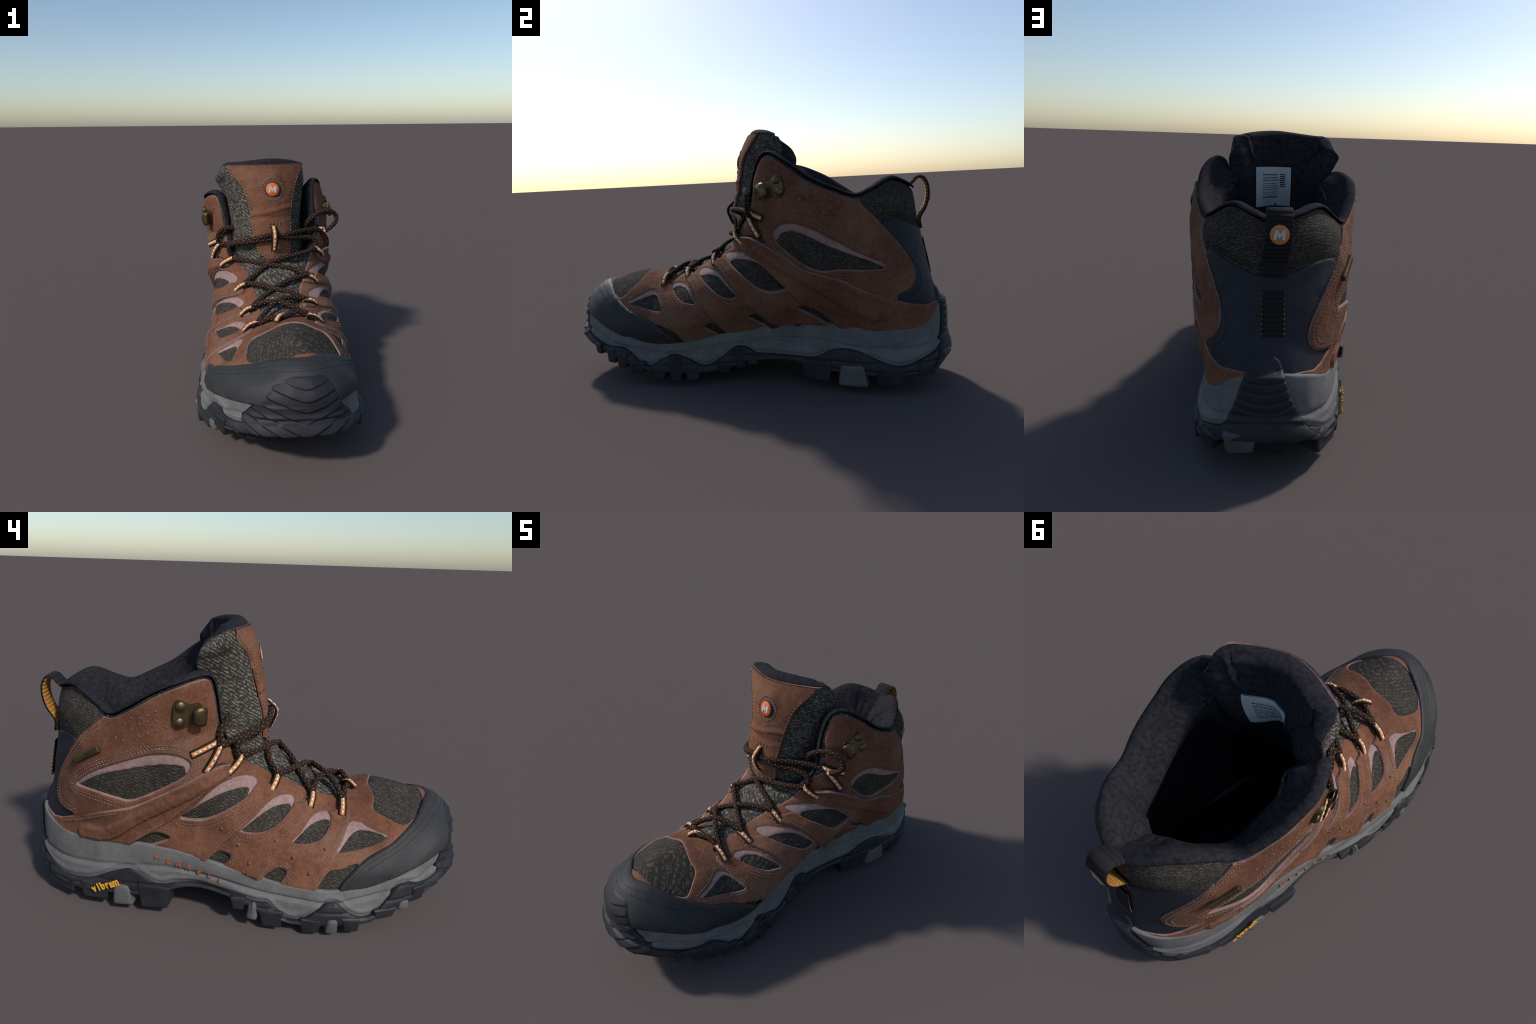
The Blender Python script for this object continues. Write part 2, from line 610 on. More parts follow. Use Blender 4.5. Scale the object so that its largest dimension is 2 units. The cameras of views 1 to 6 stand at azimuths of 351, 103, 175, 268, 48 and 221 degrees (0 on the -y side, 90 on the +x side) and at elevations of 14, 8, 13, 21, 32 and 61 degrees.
def mat_webbing(name, col, period=150.0, axis=2):
    """Ribbed tape: fine cross ribs."""
    g = NT_(name)
    sep = g.n('ShaderNodeSeparateXYZ')
    g.link(g.co, sep.inputs[0])
    w = g.math('MULTIPLY_ADD', g.math('SINE', g.math('MULTIPLY', sep.outputs[axis], period * 2.5)), 0.5, 0.5)
    c = g.mix(g.math('MULTIPLY', w, 0.6), col, tuple(v * 0.45 for v in col))
    b = g.bump(w, 0.5, 0.005)
    b = g.bump(g.noise(150, 2), 0.2, 0.003, b)
    return g.out(c, 0.9, b, spec=0.12)


M_SUEDE = mat_suede('suede_brown', (0.088, 0.035, 0.022), (0.150, 0.065, 0.038), (0.215, 0.107, 0.064), dust=0.6)
M_RAW = mat_suede('raw_suede_edge', (0.16, 0.092, 0.082), (0.225, 0.135, 0.124), (0.28, 0.18, 0.17))
M_LIP = mat_suede('pale_suede_lip', (0.185, 0.120, 0.110), (0.268, 0.178, 0.165), (0.34, 0.238, 0.224))
M_KNIT = mat_knit('grey_knit_mesh', (0.030, 0.026, 0.022), (0.118, 0.101, 0.083), 450.0, 0.55, 0.5)
M_KNIT_PALE = mat_knit('pale_knit_mesh', (0.034, 0.031, 0.027), (0.200, 0.181, 0.152), 420.0, 0.8, 0.4)
M_LINING = mat_plain('dark_lining_fleece', (0.020, 0.0195, 0.0235), 0.95, 0.45, 60.0, bump=0.5, spec=0.08)
M_RUBBER = mat_rubber('black_rubber', (0.013, 0.013, 0.016), (0.028, 0.028, 0.033), 0.55)
M_BUMPER = mat_rubber('bumper_rubber', (0.011, 0.011, 0.015), (0.022, 0.022, 0.028), 0.6)
M_TOECAP = mat_rubber('toe_cap_rubber', (0.020, 0.020, 0.022), (0.034, 0.034, 0.035), 0.62, 5.0)
M_COUNTER = mat_rubber('heel_counter_synthetic', (0.009, 0.010, 0.017), (0.016, 0.018, 0.027), 0.6, 5.0)
M_FOAM = mat_rubber('grey_midsole_foam', (0.098, 0.096, 0.095), (0.155, 0.149, 0.144), 0.75, 7.0, lines=700)
M_GREYLUG = mat_rubber('grey_lug_rubber', (0.082, 0.080, 0.079), (0.135, 0.129, 0.124), 0.7, 9.0)
M_LACE = mat_plain('lace_black_cord', (0.020, 0.016, 0.014), 0.85, 0.4, 90.0, bump=0.6, spec=0.1)
M_ORANGE = mat_plain('orange_thread', (0.36, 0.095, 0.022), 0.8, 0.2, 60.0)
M_ORANGE_PALE = mat_plain('orange_webbing', (0.52, 0.21, 0.07), 0.8, 0.2, 60.0)
M_WHITE = mat_plain('white_thread', (0.70, 0.66, 0.60), 0.8, 0.15, 60.0)
M_STITCH = mat_plain('beige_stitch_thread', (0.175, 0.125, 0.098), 0.85, 0.45, 25.0)
M_STITCH_DARK = mat_plain('dark_stitch_thread', (0.014, 0.014, 0.018), 0.85, 0.2, 25.0)
M_WEB = mat_webbing('black_webbing_tape', (0.020, 0.019, 0.020))
M_WEB_TAN = mat_webbing('amber_webbing_lining', (0.42, 0.20, 0.05))
M_BRASS = mat_plain('antique_brass', (0.125, 0.092, 0.046), 0.45, 0.3, 30.0, metal=0.85, bump=0.1, spec=0.5)
M_BADGE = mat_plain('orange_badge', (0.62, 0.125, 0.025), 0.5, 0.1, 20.0)
M_BADGE_PALE = mat_plain('orange_badge_matte', (0.50, 0.20, 0.06), 0.6, 0.1, 20.0)
M_SILVER = mat_plain('pale_grey_emblem', (0.46, 0.45, 0.41), 0.5, 0.1, 30.0)
M_NAVYRING = mat_plain('navy_ring', (0.018, 0.016, 0.028), 0.6, 0.2, 30.0)
M_YELLOW = mat_plain('yellow_print', (0.62, 0.31, 0.03), 0.6, 0.1, 30.0)
M_PRINT = mat_plain('orange_print', (0.34, 0.10, 0.03), 0.6, 0.2, 60.0)
M_LABEL = mat_plain('white_label_cloth', (0.42, 0.44, 0.46), 0.85, 0.06, 30.0)
M_INK = mat_plain('label_ink', (0.05, 0.05, 0.055), 0.8, 0.1, 30.0)
M_HOLE_SHADE = mat_plain('perforation_shadow', (0.15, 0.105, 0.095), 0.9, 0.2, 30.0)  # flat tone for the shade inside a punched hole, painted on discs

root = bpy.data.objects.new('hiking_boot', None)
bpy.context.scene.collection.objects.link(root)
root["label"] = "brown suede hiking boot with grey mesh, black laces and lugged sole"
root["category"] = "hiking boot"

LAST = Last()
MV, MN, MT = LAST.mesh()
BVH_M = BVHTree.FromPolygons([tuple(v) for v in MV], [tuple(int(i) for i in t) for t in MT])

# ---------------------------------------------------------------- sole
# feather line height, by y, on each side
FEATHER_L = [(-1.0, 0.34), (-0.9, 0.328), (-0.81, 0.313), (-0.70, 0.28), (-0.59, 0.25), (-0.487, 0.221), (-0.37, 0.203), (-0.286, 0.205),
             (-0.152, 0.22), (0.042, 0.263), (0.169, 0.293), (0.337, 0.327), (0.515, 0.338), (0.69, 0.338), (0.80, 0.345),
             (0.88, 0.372), (0.96, 0.41)]
FEATHER_R = [(-1.0, 0.35), (-0.9, 0.345), (-0.83, 0.328), (-0.733, 0.286), (-0.615, 0.246), (-0.514, 0.218), (-0.413, 0.215), (-0.319, 0.219),
             (-0.225, 0.233), (-0.077, 0.263), (0.051, 0.298), (0.186, 0.321), (0.32, 0.329), (0.476, 0.321), (0.658, 0.307),
             (0.78, 0.309), (0.864, 0.336), (0.909, 0.366), (0.96, 0.41)]
# upper edge of the dark outsole, a wave of arches
WAVE_L = [(-1.0, 0.27), (-0.9, 0.25), (-0.80, 0.213), (-0.734, 0.21), (-0.66, 0.219), (-0.629, 0.206), (-0.588, 0.16), (-0.538, 0.102), (-0.487, 0.088),
          (-0.442, 0.105), (-0.387, 0.147), (-0.353, 0.153), (-0.324, 0.142), (-0.293, 0.115), (-0.241, 0.075), (-0.19, 0.066),
          (-0.138, 0.093), (-0.094, 0.137), (-0.05, 0.135), (0.025, 0.145), (0.106, 0.152), (0.211, 0.165), (0.317, 0.162),
          (0.368, 0.15), (0.422, 0.172), (0.463, 0.201), (0.513, 0.213), (0.593, 0.186), (0.662, 0.154), (0.717, 0.138),
          (0.807, 0.133), (0.861, 0.15), (0.93, 0.20), (1.0, 0.25)]
WAVE_R = [(-1.0, 0.27), (-0.9, 0.25), (-0.865, 0.228), (-0.757, 0.193), (-0.66, 0.191), (-0.606, 0.174), (-0.551, 0.125), (-0.503, 0.107), (-0.478, 0.11),
          (-0.421, 0.145), (-0.365, 0.163), (-0.299, 0.145), (-0.235, 0.109), (-0.191, 0.104), (-0.122, 0.144), (-0.072, 0.183),
          (-0.032, 0.194), (0.015, 0.183), (0.053, 0.161), (0.134, 0.158), (0.254, 0.156), (0.353, 0.157), (0.432, 0.197),
          (0.49, 0.212), (0.565, 0.204), (0.638, 0.173), (0.728, 0.141), (0.783, 0.144), (0.839, 0.166), (0.894, 0.19), (1.0, 0.25)]
# underside of the outsole between the lugs
FLOOR_L = [(-1.0, 0.225), (-0.9, 0.20), (-0.75, 0.15), (-0.6, 0.10), (-0.45, 0.06), (-0.25, 0.05), (-0.1, 0.075), (0.05, 0.13), (0.2, 0.15), (0.3, 0.138),
           (0.4, 0.095), (0.6, 0.085), (0.75, 0.085), (0.86, 0.105), (0.93, 0.15), (1.0, 0.18)]
FLOOR_R = [(-1.0, 0.225), (-0.9, 0.20), (-0.75, 0.155), (-0.6, 0.107), (-0.45, 0.076), (-0.25, 0.066), (-0.1, 0.082), (0.05, 0.12), (0.2, 0.135), (0.3, 0.125),
           (0.4, 0.10), (0.6, 0.09), (0.75, 0.09), (0.86, 0.11), (0.93, 0.155), (1.0, 0.18)]

NT = 720
RING = resample(catmull(OUTLINE, 16, True), NT, True)
RT = np.roll(RING, -1, 0) - np.roll(RING, 1, 0)
RT /= np.linalg.norm(RT, axis=1)[:, None]
RN = np.stack([-RT[:, 1], RT[:, 0]], 1)           # outward
if ((RN * (RING - RING.mean(0))).sum() < 0):
    RN = -RN
i_heel, i_toe = int(np.argmax(RING[:, 1])), int(np.argmin(RING[:, 1]))
# weight 0 = left (-x) side, 1 = right side, blended over heel and toe
CX = np.interp(RING[:, 1], [-1, 0, 1], [0.03, 0.02, 0.085])
SIDE = np.clip((RING[:, 0] - CX) / 0.16 * 0.5 + 0.5, 0, 1)


def ring_table(L, R):
    return smooth_interp(RING[:, 1], L) * (1 - SIDE) + smooth_interp(RING[:, 1], R) * SIDE


Z_TOP, Z_WAVE, Z_FLOOR = ring_table(FEATHER_L, FEATHER_R), ring_table(WAVE_L, WAVE_R), ring_table(FLOOR_L, FLOOR_R)


def ring_point(i, z, o):
    """Point on the sole wall: ring index, height, outward offset."""
    return np.column_stack([RING[i] + RN[i] * np.asarray(o)[..., None], np.broadcast_to(z, np.shape(i))])


# ---------------------------------------------------------------- collar
# collar edge in heel-chart coordinates built from (side, y, z): left front edge, round the heel, right front edge
def heel_uv(x, y, z):
    return chart_heel(np.array([[x, y, z]]))[0]


COLLAR3 = [(-0.16, 0.02, 0.74), (-0.20, 0.08, 0.80), (-0.215, 0.115, 0.90), (-0.235, 0.125, 1.0), (-0.25, 0.145, 1.07), (-0.262, 0.185, 1.09), (-0.275, 0.26, 1.075),
           (-0.28, 0.36, 1.03), (-0.265, 0.46, 0.965), (-0.23, 0.555, 0.918), (-0.18, 0.63, 0.95), (-0.10, 0.71, 1.0), (-0.02, 0.765, 0.985),
           (0.08, 0.80, 0.955), (0.17, 0.775, 0.985), (0.235, 0.72, 1.006), (0.30, 0.64, 0.965), (0.345, 0.565, 0.94), (0.37, 0.46, 0.98),
           (0.375, 0.36, 1.03), (0.36, 0.26, 1.105), (0.335, 0.17, 1.150), (0.315, 0.105, 1.137), (0.30, 0.072, 1.06), (0.29, 0.072, 0.95), (0.28, 0.07, 0.87), (0.25, 0.02, 0.78)]
COLLAR_UV = catmull([heel_uv(p[0], p[1], p[2] - 0.020) for p in COLLAR3], 10)
wrap = math.pi * 0.33
COLLAR_POLY = np.vstack([COLLAR_UV, [[wrap + .2, COLLAR_UV[-1][1]], [wrap + .2, 0.0], [-wrap - .2, 0.0], [-wrap - .2, COLLAR_UV[0][1]]]])


def side_weight(P):
    return np.clip((P[:, 0] - np.interp(P[:, 1], [-1, 0, 1], [0.03, 0.02, 0.085])) / 0.16 * 0.5 + 0.5, 0, 1)


def feather(P):
    w = side_weight(P)
    return smooth_interp(P[:, 1], FEATHER_L) * (1 - w) + smooth_interp(P[:, 1], FEATHER_R) * w


D_COLLAR = poly_sd(chart_heel(MV), COLLAR_POLY)
D_LOW = MV[:, 2] - feather(MV) + 0.03
D_BASE = np.minimum(D_COLLAR, D_LOW)





def on_last(u, z):
    """Point of the last at heel-chart coordinates."""
    a = u / 0.33
    o = Vector((0.09, 0.42, z))
    hit = BVH_M.ray_cast(o, Vector((math.sin(a), math.cos(a), 0)))
    return np.array(hit[0]), np.array(hit[1])


def build_collar_lining():
    C = resample(COLLAR_UV, 260)
    Tn = np.gradient(C, axis=0)
    Tn /= np.linalg.norm(Tn, axis=1)[:, None]
    B = np.stack([-Tn[:, 1], Tn[:, 0]], 1)          # outward of the panel (up)
    for _ in range(6):
        B[1:-1] = (B[:-2] + 2 * B[1:-1] + B[2:]) / 4
        B /= np.linalg.norm(B, axis=1)[:, None]
    rows = []
    for i in range(len(C)):
        back = math.exp(-((C[i, 0]) / 0.28) ** 2)
        r = 0.022 + 0.016 * back
        prof = [(0.004, 0.004), (0.006, 0.009), (0.010, 0.008)]
        for k in range(1, 9):
            a = math.pi * k / 9
            prof.append((0.008 + r * 0.6 * math.sin(a), -r + r * math.cos(a) + 0.004))
        prof += [(-0.010, -2 * r - 0.028), (-0.03, -2 * r - 0.062), (-0.075, -2 * r - 0.090), (-0.13, -2 * r - 0.096), (-0.18, -2 * r - 0.085), (-0.24, -2 * r - 0.050), (-0.28, -2 * r)]
        row = []
        for up, off in prof:
            q = C[i] + B[i] * min(up, 0.0) * (1.0 if abs(B[i][1]) > 0.5 else 0.5)
            p, n = on_last(q[0], q[1])
            u3 = np.array([0, 0, 1.0]) * B[i][1] + np.array([math.cos(q[0] / .33), -math.sin(q[0] / .33), 0]) * B[i][0]
            row.append(p + n * off + u3 * max(up, 0))
        rows.append(row)
    V = np.array(rows)
    return V


cl = build_collar_lining()
new_obj('collar_lining', cl.reshape(-1, 3), grid_faces(*cl.shape[:2]), M_LINING, root)

# inner sock: the last shrunk inwards
def build_inner():
    D = np.minimum(D_COLLAR - 0.14, MV[:, 2] - 0.12)
    V, N, T, D, _ = clip_mesh(MV, MN, MT, D)
    return V - N * 0.045, T[:, ::-1]


iv, it = build_inner()
new_obj('inner_lining', iv, it, M_LINING, root)
fl = RING * 0.9
new_obj('insole', np.column_stack([fl, np.full(NT, 0.15)]), [tuple(range(NT))], M_LINING, root)

# ---------------------------------------------------------------- pattern pieces of the upper
# control points in the flat charts of the inner (L) and outer (R) side: (y, girth height)
PATTERN_L = {
    'window_ankle': [(0.710, 0.496), (0.647, 0.538), (0.565, 0.568), (0.468, 0.597), (0.393, 0.617), (0.320, 0.621), (0.267, 0.610), (0.236, 0.588), (0.241, 0.556), (0.264, 0.528), (0.325, 0.494), (0.402, 0.458), (0.481, 0.430), (0.537, 0.440), (0.617, 0.462), (0.693, 0.482)],
    'lip_ankle': [(0.708, 0.487), (0.610, 0.529), (0.508, 0.551), (0.395, 0.571), (0.304, 0.576), (0.259, 0.565), (0.257, 0.542)],
    'window_rear': [(0.279, 0.363), (0.215, 0.414), (0.150, 0.477), (0.095, 0.515), (0.029, 0.533), (-0.020, 0.528), (-0.035, 0.504), (-0.010, 0.466), (0.018, 0.438), (0.084, 0.396), (0.159, 0.361), (0.217, 0.352)],
    'lip_rear': [(0.269, 0.366), (0.178, 0.425), (0.104, 0.463), (0.029, 0.484), (-0.005, 0.481), (0.004, 0.452)],
    'window_middle': [(0.026, 0.309), (-0.012, 0.348), (-0.060, 0.399), (-0.110, 0.436), (-0.162, 0.451), (-0.198, 0.439), (-0.196, 0.406), (-0.170, 0.374), (-0.129, 0.332), (-0.080, 0.305), (-0.022, 0.298)],
    'lip_middle': [(0.018, 0.312), (-0.031, 0.353), (-0.100, 0.398), (-0.161, 0.414), (-0.189, 0.406), (-0.178, 0.383)],
    'window_fore': [(-0.188, 0.257), (-0.223, 0.289), (-0.266, 0.343), (-0.305, 0.371), (-0.348, 0.376), (-0.365, 0.360), (-0.359, 0.332), (-0.335, 0.291), (-0.298, 0.260), (-0.247, 0.249)],
    'lip_fore': [(-0.197, 0.259), (-0.228, 0.289), (-0.281, 0.331), (-0.340, 0.348), (-0.357, 0.339), (-0.348, 0.319)],
    'window_toe': [(-0.381, 0.213), (-0.409, 0.258), (-0.434, 0.309), (-0.457, 0.335), (-0.497, 0.333), (-0.533, 0.311), (-0.598, 0.285), (-0.594, 0.271), (-0.546, 0.247), (-0.476, 0.227)],
    'lip_toe': [(-0.391, 0.216), (-0.424, 0.258), (-0.463, 0.295), (-0.504, 0.305), (-0.570, 0.292), (-0.592, 0.278)],
    'vent_rear': [(0.513, 0.224), (0.437, 0.273), (0.386, 0.293), (0.337, 0.281), (0.330, 0.264), (0.379, 0.243), (0.441, 0.224)],
    'vent_middle': [(0.166, 0.167), (0.121, 0.215), (0.072, 0.205), (0.070, 0.184), (0.111, 0.149)],
    'vent_fore': [(-0.071, 0.104), (-0.113, 0.144), (-0.151, 0.149), (-0.166, 0.131), (-0.148, 0.095), (-0.125, 0.073)],
    'wedge': [(-0.286, 0.032), (-0.339, 0.132), (-0.393, 0.149), (-0.467, 0.172), (-0.442, 0.116), (-0.397, 0.035)],
    'strap1_edge': [(-0.396, 0.382), (-0.426, 0.391), (-0.454, 0.382), (-0.428, 0.300), (-0.375, 0.208), (-0.334, 0.144), (-0.290, 0.044)],
    'strap2_edge': [(-0.239, 0.410), (-0.272, 0.428), (-0.301, 0.416), (-0.252, 0.362), (-0.178, 0.276), (-0.102, 0.169), (-0.052, 0.092)],
    'strap3_edge': [(-0.060, 0.484), (-0.111, 0.498), (-0.142, 0.481), (-0.110, 0.436), (-0.012, 0.353), (0.082, 0.262), (0.186, 0.155)],
    'strap4_edge': [(0.115, 0.580), (0.068, 0.583), (0.052, 0.564), (0.077, 0.543), (0.196, 0.448), (0.313, 0.357), (0.437, 0.279), (0.544, 0.210)],
    'strap4_top': [(0.115, 0.580), (0.178, 0.552), (0.279, 0.495), (0.403, 0.439), (0.483, 0.407), (0.595, 0.383), (0.708, 0.356), (0.814, 0.335)],
    'ridge': [(0.699, 0.281), (0.597, 0.284), (0.469, 0.357), (0.348, 0.416), (0.214, 0.477), (0.114, 0.534)],
    'ankle_front': [(0.164, 0.936), (0.133, 0.928), (0.121, 0.887), (0.121, 0.818), (0.130, 0.750), (0.135, 0.715), (0.140, 0.670), (0.145, 0.620), (0.151, 0.566)],
    'ankle_rear': [(0.555, 0.780), (0.614, 0.738), (0.691, 0.683), (0.760, 0.607), (0.822, 0.525), (0.845, 0.452), (0.823, 0.391), (0.744, 0.353)],
    'flapseam': [(0.130, 0.737), (0.230, 0.687), (0.319, 0.657), (0.429, 0.630), (0.524, 0.603), (0.617, 0.567), (0.701, 0.526)],
    'hook': [(0.270, 0.805), (0.276, 0.746), (0.191, 0.793)],
    'dots': [(0.102, 0.321), (0.031, 0.251), (-0.119, 0.265), (-0.017, 0.173), (-0.194, 0.199), (-0.263, 0.133), (-0.329, 0.225)],
    'perf': [(0.455, 0.757), (0.419, 0.757), (0.389, 0.769), (0.357, 0.782), (0.480, 0.736), (0.453, 0.712), (0.423, 0.735), (0.391, 0.744), (0.355, 0.749), (0.320, 0.726), (0.428, 0.689), (0.393, 0.699), (0.359, 0.712), (0.521, 0.681), (0.493, 0.671)],
}
PATTERN_R = {
    'window_ankle': [(0.196, 0.593), (0.217, 0.615), (0.262, 0.628), (0.321, 0.620), (0.387, 0.594), (0.468, 0.553), (0.555, 0.510), (0.633, 0.479), (0.677, 0.466), (0.688, 0.451), (0.676, 0.436), (0.584, 0.428), (0.487, 0.430), (0.420, 0.424), (0.361, 0.438), (0.303, 0.471), (0.246, 0.516), (0.209, 0.553)],
    'lip_ankle': [(0.212, 0.557), (0.228, 0.584), (0.271, 0.594), (0.334, 0.580), (0.425, 0.536), (0.523, 0.498), (0.617, 0.470), (0.680, 0.446)],
    'window_rear': [(-0.085, 0.532), (-0.063, 0.543), (0.010, 0.529), (0.084, 0.494), (0.130, 0.461), (0.182, 0.411), (0.222, 0.374), (0.240, 0.358), (0.203, 0.346), (0.150, 0.342), (0.099, 0.359), (0.036, 0.407), (-0.027, 0.460)],
    'lip_rear': [(-0.049, 0.481), (-0.031, 0.498), (0.034, 0.490), (0.112, 0.462), (0.173, 0.411), (0.237, 0.358)],
    'window_middle': [(-0.241, 0.450), (-0.236, 0.477), (-0.189, 0.472), (-0.122, 0.441), (-0.072, 0.399), (-0.035, 0.358), (-0.011, 0.327), (-0.028, 0.312), (-0.070, 0.313), (-0.119, 0.338), (-0.177, 0.383)],
    'lip_middle': [(-0.220, 0.427), (-0.177, 0.432), (-0.105, 0.411), (-0.060, 0.367), (-0.015, 0.323)],
    'window_fore': [(-0.398, 0.387), (-0.379, 0.407), (-0.324, 0.396), (-0.283, 0.367), (-0.227, 0.288), (-0.260, 0.284), (-0.306, 0.296), (-0.358, 0.337)],
    'lip_fore': [(-0.384, 0.368), (-0.356, 0.383), (-0.308, 0.369), (-0.268, 0.332), (-0.230, 0.288)],
    'window_toe': [(-0.639, 0.302), (-0.581, 0.328), (-0.537, 0.354), (-0.504, 0.364), (-0.469, 0.342), (-0.439, 0.301), (-0.423, 0.252), (-0.465, 0.252), (-0.546, 0.273), (-0.608, 0.288)],
    'lip_toe': [(-0.622, 0.296), (-0.540, 0.330), (-0.491, 0.341), (-0.457, 0.311), (-0.428, 0.261)],
    'vent_rear': [(0.286, 0.279), (0.326, 0.283), (0.376, 0.267), (0.425, 0.235), (0.474, 0.191), (0.431, 0.199), (0.356, 0.239), (0.294, 0.267)],
    'vent_middle': [(0.025, 0.235), (0.065, 0.248), (0.106, 0.231), (0.167, 0.190), (0.125, 0.190), (0.051, 0.222)],
    'vent_fore': [(-0.201, 0.183), (-0.156, 0.198), (-0.121, 0.169), (-0.087, 0.131), (-0.114, 0.131), (-0.173, 0.163)],
    'wedge': [(-0.452, 0.186), (-0.371, 0.159), (-0.329, 0.128), (-0.304, 0.077), (-0.346, 0.071), (-0.386, 0.132)],
    'strap1_edge': [(-0.433, 0.394), (-0.472, 0.416), (-0.482, 0.396), (-0.458, 0.332), (-0.415, 0.252), (-0.356, 0.168), (-0.301, 0.086)],
    'strap2_edge': [(-0.266, 0.443), (-0.319, 0.467), (-0.335, 0.447), (-0.251, 0.360), (-0.185, 0.264), (-0.130, 0.197), (-0.070, 0.128)],
    'strap3_edge': [(-0.114, 0.506), (-0.163, 0.531), (-0.165, 0.502), (-0.075, 0.423), (-0.003, 0.335), (0.060, 0.266), (0.180, 0.186)],
    'strap4_edge': [(0.086, 0.586), (0.031, 0.599), (0.013, 0.583), (0.048, 0.519), (0.165, 0.419), (0.246, 0.346), (0.367, 0.259), (0.503, 0.171)],
    'strap4_top': [(0.086, 0.586), (0.151, 0.547), (0.236, 0.492), (0.319, 0.438), (0.419, 0.409), (0.501, 0.388), (0.582, 0.349), (0.662, 0.324), (0.742, 0.303)],
    'ridge': [(0.113, 0.521), (0.210, 0.459), (0.375, 0.378), (0.457, 0.338), (0.538, 0.291), (0.635, 0.244)],
    'ankle_front': [(0.161, 0.956), (0.113, 0.950), (0.086, 0.913), (0.094, 0.822), (0.089, 0.720), (0.110, 0.690), (0.120, 0.650), (0.130, 0.600), (0.151, 0.555)],
    'ankle_rear': [(0.590, 0.712), (0.668, 0.640), (0.747, 0.561), (0.803, 0.488), (0.823, 0.416), (0.800, 0.359), (0.743, 0.327)],
    'flapseam': [(0.096, 0.722), (0.223, 0.683), (0.333, 0.644), (0.429, 0.599), (0.524, 0.552), (0.618, 0.513), (0.697, 0.475)],
    'hook': [(0.226, 0.819), (0.241, 0.763), (0.151, 0.817)],
    'dots': [(-0.086, 0.446), (-0.069, 0.278), (-0.226, 0.230), (-0.070, 0.211), (-0.261, 0.182)],
    'perf': [(0.325, 0.795), (0.358, 0.774), (0.393, 0.756), (0.428, 0.742), (0.459, 0.725), (0.356, 0.743), (0.393, 0.723), (0.425, 0.705), (0.459, 0.686), (0.488, 0.670), (0.322, 0.727), (0.357, 0.706), (0.391, 0.687), (0.424, 0.671)],
}
# edge of the rubber toe cap in the toe chart (angle, height)
TOECAP_EDGE = [(-0.80, 0.10), (-0.735, 0.14), (-0.70, 0.186), (-0.666, 0.246), (-0.604, 0.304), (-0.519, 0.343), (-0.392, 0.386), (-0.271, 0.424), (-0.16, 0.460),
               (-0.045, 0.486), (0.07, 0.482), (0.20, 0.438), (0.30, 0.402), (0.40, 0.372), (0.51, 0.350), (0.62, 0.322),
               (0.71, 0.272), (0.765, 0.215), (0.80, 0.15), (0.83, 0.10)]
# lacing gap and toe mesh in plan (x, y)
THROAT = [(-0.070, -0.40), (-0.035, -0.435), (0.0, -0.445), (0.045, -0.455), (0.085, -0.425), (0.115, -0.332), (0.133, -0.238), (0.167, -0.154),
          (0.209, -0.073), (0.242, -0.023), (0.280, 0.025), (0.32, 0.10), (0.30, 0.3), (-0.15, 0.3), (-0.175, 0.10), (-0.155, 0.050),
          (-0.125, 0.005), (-0.110, -0.05), (-0.095, -0.131), (-0.086, -0.205), (-0.086, -0.299)]
TOE_MESH = [(-0.205, -0.690), (-0.200, -0.620), (-0.165, -0.560), (-0.10, -0.570), (-0.02, -0.560), (0.05, -0.580), (0.115, -0.600), (0.165, -0.605), (0.195, -0.645),
            (0.212, -0.695), (0.165, -0.755), (0.105, -0.795), (0.02, -0.812), (-0.07, -0.805), (-0.14, -0.765)]

# lasting margin: ease the lower edge of the upper onto the midsole all the way round
gap = np.zeros(NT)
for i in range(NT):
    h = BVH_M.ray_cast(Vector((RING[i, 0] + RN[i, 0] * 0.3, RING[i, 1] + RN[i, 1] * 0.3, Z_TOP[i] + 0.01)), Vector((-RN[i, 0], -RN[i, 1], 0)))
    gap[i] = (0.3 - h[3]) if h[0] is not None else -0.018
gap = np.convolve(np.concatenate([gap[-15:], gap, gap[:15]]), np.ones(31) / 31, 'valid')
ease = np.clip(np.interp(RING[:, 1], [-0.75, -0.35], [-0.009, -0.019]) - gap, -0.016, 0.05)
f0 = MV[:, 2] - feather(MV)
m = np.where((f0 < 0.15) & (f0 > -0.2))[0]
near = np.array([((RING - q) ** 2).sum(1).argmin() for q in MV[m][:, :2]])
w = np.clip(1 - np.clip(f0[m], 0, 1) / 0.15, 0, 1)
w = w * w * (3 - 2 * w)
MV = MV.copy()
MV[m, :2] += RN[near] * (ease[near] * w)[:, None]

MV = MV + MN * (-0.003 + vnoise(MV, 7.0, 3, 3) * 0.006 + vnoise(MV, 22.0, 4, 2) * 0.0012)[:, None]
# soft ribs of the padded tongue between the lace crossings
in_throat = np.clip(poly_sd(chart_top(MV), catmull(THROAT, 6, True)) / 0.05, 0, 1)
MV = MV + MN * (in_throat * (MV[:, 2] < 0.74) * (0.004 + 0.010 * np.sin(MV[:, 1] * 2 * math.pi / 0.135 + 1.0)))[:, None]
# crest along the toe mesh
d_mesh0 = poly_sd(chart_top(MV), catmull(TOE_MESH, 6, True))
MV = MV + MN * (np.clip(d_mesh0 / 0.08, 0, 1) * 0.010 * np.exp(-((MV[:, 0] - 0.0) / 0.05) ** 2))[:, None]

# padded bulge of the textile collar
uvh = chart_heel(MV)
MV = MV + MN * (0.020 * np.exp(-((MV[:, 2] - 0.875) / 0.06) ** 2) * np.exp(-((np.abs(uvh[:, 0]) - 0.20) / 0.12) ** 2) * (MV[:, 1] > 0.42))[:, None]

